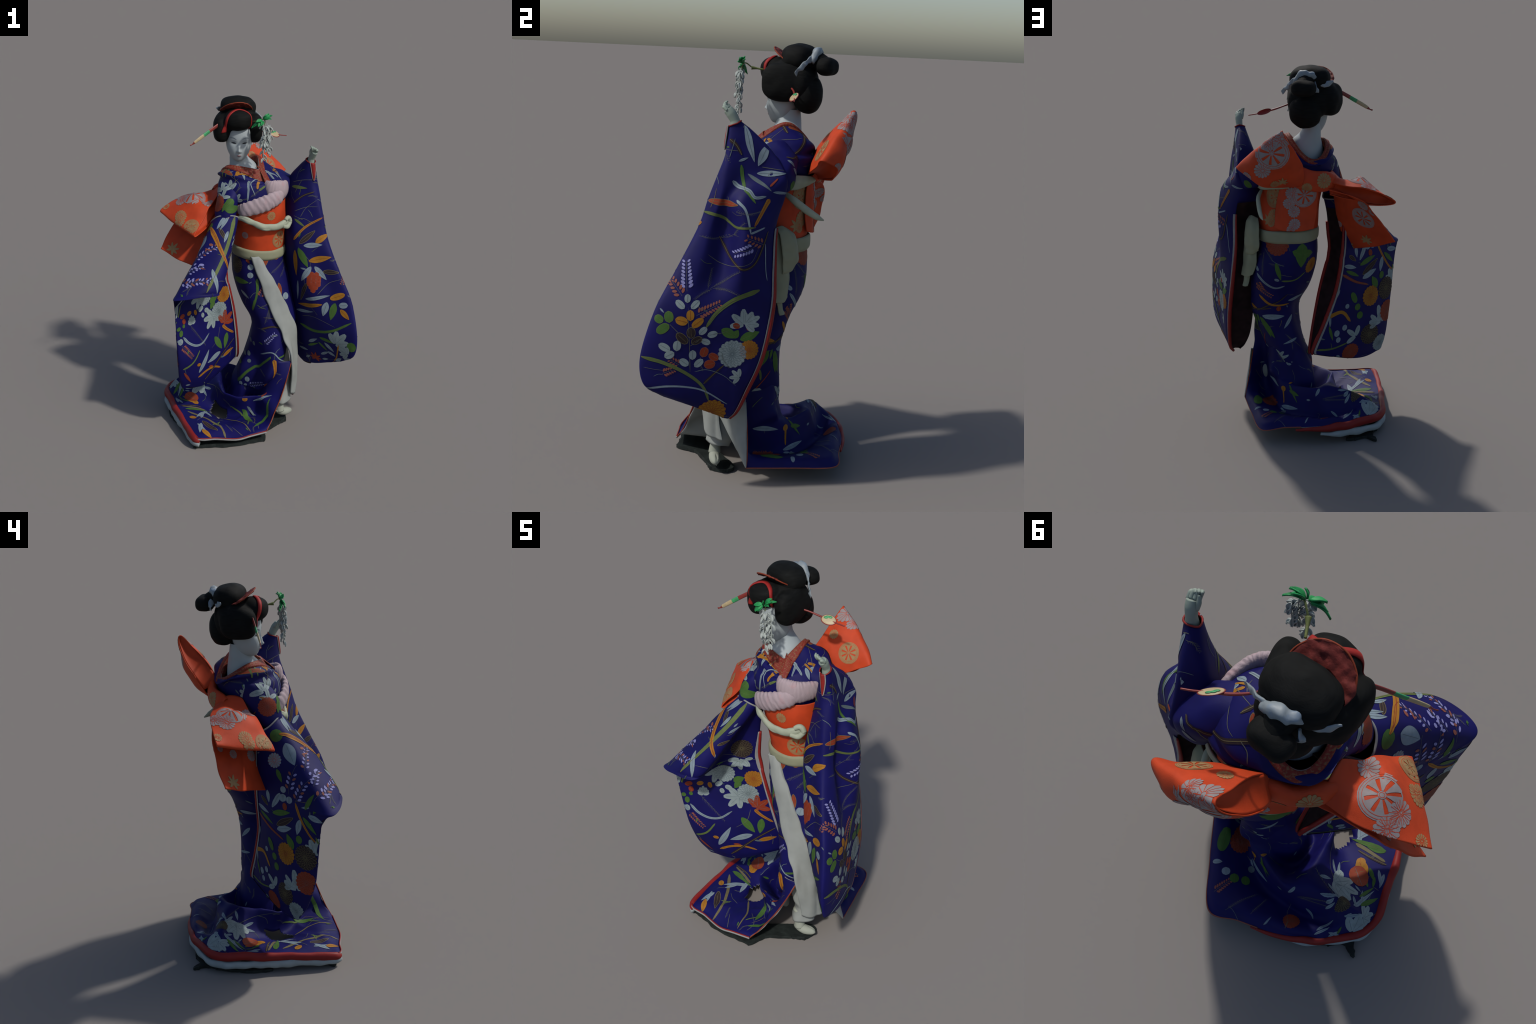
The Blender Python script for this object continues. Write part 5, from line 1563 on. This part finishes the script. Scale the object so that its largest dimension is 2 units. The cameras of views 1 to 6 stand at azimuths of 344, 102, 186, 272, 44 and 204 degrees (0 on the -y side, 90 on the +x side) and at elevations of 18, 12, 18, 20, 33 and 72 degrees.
p.stem([(.222, .111, .656), (.155, .142, .696), (.096, .144, .719), (.047, .136, .760)], .0117, "soot", line="gold")
p.stem([(.204, .147, .760), (.154, .147, .710), (.109, .139, .695), (.045, .103, .695)], .0162, "amber")
p.oval((.098, .133, .688), (.100, .124, .657), .0256, "rust")
p.leaf((.047, .115, .717), (-.030, .014, .728), .0244, "pale")
p.sprig((.220, .161, .826), (.133, .163, .755), "rose", 9, .0138)
p.feather((.068, .110, .515), (-.009, .062, .424), 12, .0130)
p.fan((.125, .006, .312), (.133, .084, .401), "white", 4)
p.fan((.125, .008, .316), (.047, .111, .393), "white", 4)
p.oval((.110, .008, .283), (.075, .057, .273), .0244, "pale")
p.oval((.050, .112, .343), (.052, .103, .303), .0334, "pale")
p.oval((.060, .071, .262), (.016, .090, .282), .0242, "pale")
p.fan((-.042, .046, .268), (-.015, .077, .327), "white", 5)
p.oval((-.014, .074, .289), (-.013, .069, .255), .0289, "amber")
p.oval((-.047, .036, .244), (-.062, .006, .220), .0158, "amber")
p.mum((.066, .038, .222), .0500, "white", "vein")
p.fan((.008, .074, .222), (-.007, .069, .235), "white", 4)
p.leaf((.220, .106, .632), (.211, .097, .578), .0153, "green")
p.stem([(.186, .031, .423), (.183, .097, .515)], .0060, "rust")
p.leaf((.236, .091, .628), (.223, .052, .539), .0341, "green")
p.leaf((.205, .111, .618), (.123, .116, .491), .0320, "green")
p.stem([(.258, .066, .652), (.225, .111, .665), (.139, .137, .679)], .0136, "soot", line="gold")
p.leaf((.257, .076, .685), (.219, .115, .670), .0192, "amber")
p.stem([(.234, .036, .553), (.213, .054, .512), (.196, .055, .468)], .0138, "moss")
p.mum((.129, .048, .362), .0622, "white", "vein")
p.fan((.098, .098, .376), (.063, .115, .402), "white", 4)
p.leaf((.124, .125, .632), (.177, .121, .611), .0198, "pale")
p = PR["train"]
p.oval((-.064, -.172, .202), (-.064, -.175, .168), .0329, "amber")
p.leaf((-.016, -.187, .169), (.088, -.250, .227), .0152, "pale")
p.stem([(.030, -.216, .206), (.067, -.211, .228)], .0139, "rust")
p.leaf((-.051, -.179, .134), (.001, -.211, .082), .0153, "vein")
p.leaf((-.080, -.167, .107), (-.040, -.288, .076), .0319, "green")
p.leaf((-.370, -.344, .096), (-.327, -.415, .066), .0313, "amber")
p.leaf((-.361, -.279, .103), (-.389, -.364, .089), .0256, "pale")
p.leaf((-.348, -.259, .105), (-.280, -.359, .088), .0315, "soot", "gold")
p.stem([(-.408, -.110, .096), (-.314, -.223, .096), (-.253, -.336, .095), (-.242, -.420, .058)], .0190, "gold")
p.leaf((-.414, -.073, .095), (-.319, -.077, .084), .0334, "green")
p.leaf((-.346, -.212, .100), (-.310, -.112, .085), .0176, "pale")
p.leaf((-.300, -.077, .076), (-.272, -.172, .074), .0248, "pale")
p.stem([(-.435, -.023, .103), (-.355, -.030, .096), (-.307, -.041, .081)], .0144, "soot", line="gold")
p.oval((-.410, -.176, .101), (-.376, -.211, .101), .0307, "amber")
p.oval((-.377, .100, .121), (-.315, .031, .095), .0796, "clay")
p.oval((-.370, .052, .102), (-.323, .001, .094), .0505, "amber")
p.stem([(-.377, -.243, .103), (-.346, -.209, .100), (-.324, -.165, .094)], .0029, "thread")
p.stem([(-.267, -.313, .095), (-.245, -.263, .091)], .0081, "moss")
p.leaf((-.045, -.342, .076), (.076, -.256, .213), .0225, "green")
p.stem([(-.194, -.178, .064), (-.116, -.275, .075), (-.080, -.387, .065)], .0105, "gold")
p.leaf((-.440, .017, .106), (-.443, .081, .108), .0157, "pale")
p.leaf((-.408, .043, .106), (-.417, .089, .108), .0133, "green")
p.stem([(-.137, -.409, .058), (-.185, -.334, .076)], .0034, "thread")
p.stem([(-.026, -.370, .073), (-.028, -.311, .075), (-.106, -.246, .068)], .0034, "thread")
p.feather((-.189, -.371, .070), (-.216, -.309, .086), 8, .0148)
p.fan((-.264, .140, .179), (-.368, .140, .141), "white", 5)
p.fan((-.302, .142, .163), (-.294, .184, .196), "white", 3)
p.fan((-.302, .142, .163), (-.267, .101, .158), "white", 3)
p.fan((-.427, .233, .162), (-.461, .197, .129), "white", 5)
p.leaf((-.230, .213, .225), (-.305, .202, .209), .0161, "pale")
p.leaf((-.243, .163, .209), (-.302, .200, .209), .0148, "pale")
p.leaf((-.202, .148, .224), (-.248, .135, .189), .0162, "pale")
p.leaf((-.229, .048, .164), (-.267, .104, .159), .0162, "pale")
p.leaf((-.270, .095, .151), (-.254, .040, .119), .0148, "pale")
p.stem([(-.265, .134, .176), (-.213, .042, .191), (-.187, -.078, .201)], .0034, "thread")
p.feather((-.286, .204, .218), (-.180, .129, .231), 10, .0147)
p.stem([(-.208, .029, .195), (-.205, -.017, .174), (-.204, -.030, .135)], .0034, "thread")
p.leaf((-.283, -.086, .070), (-.373, -.198, .101), .0243, "pale")
p.leaf((-.416, -.078, .095), (-.261, -.082, .063), .0211, "green")
p.leaf((-.398, .094, .112), (-.337, .018, .097), .0172, "green")
p.leaf((-.384, -.276, .101), (-.348, -.362, .094), .0172, "pale")
p.stem([(-.140, -.113, .110), (-.058, -.225, .071), (-.082, -.321, .082)], .0110, "moss")
p.stem([(-.244, -.276, .094), (-.295, -.295, .093)], .0081, "moss")
p.leaf((-.398, .174, .152), (-.382, .117, .128), .0119, "pale")
p.mum((-.330, .213, .204), .0295, "soot", "gold")
p.feather((.107, .402, .114), (.016, .295, .114), 16, .0146)
p.leaf((-.058, .244, .177), (-.080, .254, .181), .0115, "pale")
p.leaf((-.130, .231, .244), (-.109, .262, .207), .0160, "pale")
p.mum((.162, .114, .093), .0470, "rust", "rose")
p.leaf((.234, .234, .100), (.197, .222, .118), .0197, "pale")
p.oval((.175, .237, .114), (.161, .269, .113), .0353, "pale")
p.oval((.133, .248, .107), (.117, .285, .112), .0392, "green")
p.oval((.087, .238, .092), (.071, .275, .105), .0373, "green")
p.sprig((.179, .350, .114), (.138, .285, .113), "rose", 7, .0127)
p.feather((.003, .380, .126), (-.030, .298, .111), 12, .0126)
p.leaf((-.267, .344, .137), (-.316, .280, .146), .0125, "pale")
p.mum((-.159, .341, .121), .0362, "rust", "rose")
p.leaf((-.194, .268, .126), (-.238, .301, .104), .0126, "pale")
p.feather((-.149, .261, .188), (-.271, .242, .184), 14, .0124)
p.leaf((-.271, .252, .166), (-.297, .220, .212), .0153, "pale")
p.leaf((-.353, .255, .175), (-.409, .224, .174), .0162, "pale")
p.leaf((-.396, .187, .160), (-.452, .121, .113), .0212, "green")
p.leaf((-.375, .015, .104), (-.413, .061, .105), .0167, "green")
p.leaf((-.413, .008, .103), (-.446, .072, .108), .0138, "pale")
p.stem([(-.287, -.068, .070), (-.361, -.049, .093), (-.426, -.034, .100)], .0169, "gold")
p.leaf((-.317, -.083, .083), (-.415, -.073, .095), .0249, "green")
p.oval((-.327, -.014, .093), (-.342, .025, .098), .0395, "amber")
p.oval((-.335, .042, .097), (-.354, .096, .125), .0512, "clay")
p.stem([(-.421, .085, .107), (-.444, .092, .108)], .0029, "thread")
p.leaf((-.379, .153, .145), (-.421, .085, .107), .0145, "green")
p.leaf((-.354, .163, .159), (-.380, .200, .174), .0125, "pale")
p.oval((.239, .080, .119), (.226, .111, .117), .0336, "green")
p.stem([(.078, .162, .217), (.077, .167, .116)], .0124, "amber")
p.leaf((.044, .168, .233), (-.004, .221, .144), .0133, "green")
p.leaf((.095, .160, .080), (.070, .188, .078), .0109, "pale")
p.feather((-.151, .372, .131), (-.121, .272, .111), 6, .0106)
p.leaf((-.060, .401, .115), (-.079, .360, .131), .0077, "pale")
p.oval((.084, .187, .073), (.072, .215, .078), .0297, "vein")
p.feather((-.150, .258, .194), (-.271, .227, .208), 14, .0153)
p.leaf((-.265, .233, .198), (-.288, .210, .219), .0200, "pale")
p.fan((-.406, .295, .123), (-.451, .206, .138), "white", 5)
p.mum((.153, .076, .088), .0521, "rust", "rose")
p.leaf((-.350, .254, .175), (-.427, .097, .109), .0177, "pale")
p.leaf((.044, .181, .202), (-.013, .220, .187), .0215, "green")
p.oval((.078, .161, .221), (.078, .164, .188), .0311, "amber")
p.leaf((.165, .019, .217), (.105, .132, .203), .0270, "pale")
p.oval((.234, .082, .118), (.221, .184, .116), .0490, "green")
p.leaf((.090, .157, .094), (-.007, .232, .114), .0242, "pale")
p.leaf((-.264, .361, .128), (-.314, .313, .143), .0105, "pale")
p = PR["obi"]
p.daisy((.070, -.133, 1.330), .0276, "brass")
p.wheel((.136, -.093, 1.175), .0525, "brass")
p.daisy((-.073, -.080, 1.204), .0218, "silver")
p.wheel((.106, .179, 1.312), .0478, "brass")
p.daisy((.104, .188, 1.223), .0365, "brass")
p.daisy((.124, .184, 1.183), .0239, "brass")
p.wheel((.100, .181, 1.326), .0544, "brass")
p.star((.135, .176, 1.191), .0462, "brass", tip=(.129, .171, 1.255))
p = PR["drum"]
p.side = -1
p.wheel((-.057, .205, 1.342), .0670, "silver")
p.daisy((.007, .223, 1.353), .0317, "silver")
p.daisy((.021, .228, 1.301), .0306, "silver")
p.daisy((-.003, .222, 1.256), .0330, "silver")
p.daisy((-.005, .225, 1.188), .0314, "silver")
p.daisy((.015, .230, 1.160), .0229, "silver")
p = PR["loop_l"]
p.side = -1
p.wheel((.087, .387, 1.604), .0859, "silver")
p.daisy((.032, .397, 1.679), .0443, "silver")
p.daisy((.096, .382, 1.652), .0337, "silver")
p.daisy((.139, .371, 1.513), .0427, "silver")
p.star((.044, .318, 1.440), .0333, "brass", tip=(.039, .355, 1.499))
p.daisy((.086, .318, 1.434), .0244, "brass")
p.daisy((.219, .352, 1.477), .0243, "silver")
p.wheel((.160, .276, 1.543), .0526, "brass")
p.daisy((.071, .380, 1.687), .0398, "silver")
p.daisy((.057, .291, 1.607), .0240, "brass")
p.daisy((.114, .367, 1.654), .0231, "silver")
p.daisy((.119, .368, 1.649), .0307, "silver")
p = PR["knot"]
p.daisy((-.163, .224, 1.423), .0405, "brass")
p.daisy((-.075, .249, 1.389), .0281, "brass")
p = PR["loop_r"]
p.side = -1
p.wheel((-.344, .119, 1.410), .0732, "silver")
p.daisy((-.270, .041, 1.359), .0376, "silver")
p.daisy((-.410, .134, 1.369), .0378, "silver")
p.daisy((-.389, .202, 1.374), .0423, "silver")
p.wheel((-.383, -.041, 1.258), .0333, "brass")
p.daisy((-.442, .031, 1.271), .0340, "brass")
p.daisy((-.493, .181, 1.322), .0232, "brass")
p.daisy((-.435, .052, 1.300), .0364, "brass")
p.wheel((-.389, -.038, 1.257), .0480, "brass")
p.daisy((-.408, .140, 1.372), .0429, "silver")
p.daisy((-.386, .192, 1.378), .0318, "silver")
p.daisy((-.429, .043, 1.297), .0339, "brass")
p.daisy((-.495, .181, 1.322), .0212, "brass")
p = PR["tail"]
p.wheel((-.364, .126, 1.196), .0706, "silver")
p.daisy((-.362, .190, 1.282), .0342, "silver")
p.daisy((-.227, -.006, 1.127), .0214, "silver")
p.star((-.284, -.043, .994), .0422, "brass", tip=(-.285, .002, 1.064))
p.star((-.381, .051, 1.049), .0414, "brass", tip=(-.381, .074, 1.093))
p.daisy((-.414, .212, 1.250), .0250, "silver")
p.side = -1
p.star((-.468, .117, 1.074), .0484, "brass", tip=(-.423, .118, 1.124))
p.daisy((-.358, .118, 1.190), .0242, "silver")
p.daisy((-.267, .033, 1.150), .0318, "silver")
p.daisy((-.396, .180, 1.232), .0172, "silver")
#END_MOTIFS#


def grasses(key, n, seed, size=.05, leaves=0.25):
    """Fine scattered grass blades and small leaves that fill the ground between the larger motifs."""
    rnd = random.Random(seed)
    pr = PR[key]
    pr.side = 1
    me = SURF[key][0].data
    polys = list(me.polygons)
    done = 0
    while done < n:
        f = polys[rnd.randrange(len(polys))]
        c, nn = np.array(f.center), np.array(f.normal)
        if key == "skirt" and c[2] < .42:
            continue
        if key == "bodice" and c[2] < 1.42:
            continue
        a = rnd.uniform(0, 2 * math.pi)
        u = np.cross(nn, (.3, .2, 1))
        u /= np.linalg.norm(u) + 1e-9
        w = np.cross(nn, u)
        d = u * math.cos(a) + w * math.sin(a)
        e = np.cross(nn, d)
        L = size * rnd.uniform(.6, 1.5)
        k = rnd.random()
        if k < leaves:
            pr.leaf(c, c + d * L * .7, L * .17, rnd.choice(("pale", "vein", "green", "pale", "amber")))
        elif k < leaves + .25:
            pr.feather(c, c + d * L * 1.1, 9, .012, bend=rnd.choice((-.1, .1)))
        else:
            pr.stem([c, c + d * L * .6 + e * L * rnd.uniform(-.2, .2), c + d * L * 1.2], rnd.uniform(.0015, .0035), rnd.choice(("thread", "vein", "moss", "gold")))
        done += 1


for key, n, seed in (("sleeve_l", 46, 1), ("sleeve_r", 40, 2), ("skirt", 44, 3), ("train", 60, 4), ("bodice", 16, 5), ("arm_l", 6, 6), ("arm_r", 5, 7)):
    grasses(key, n, seed)
for pr in PR.values():
    pr.finish()
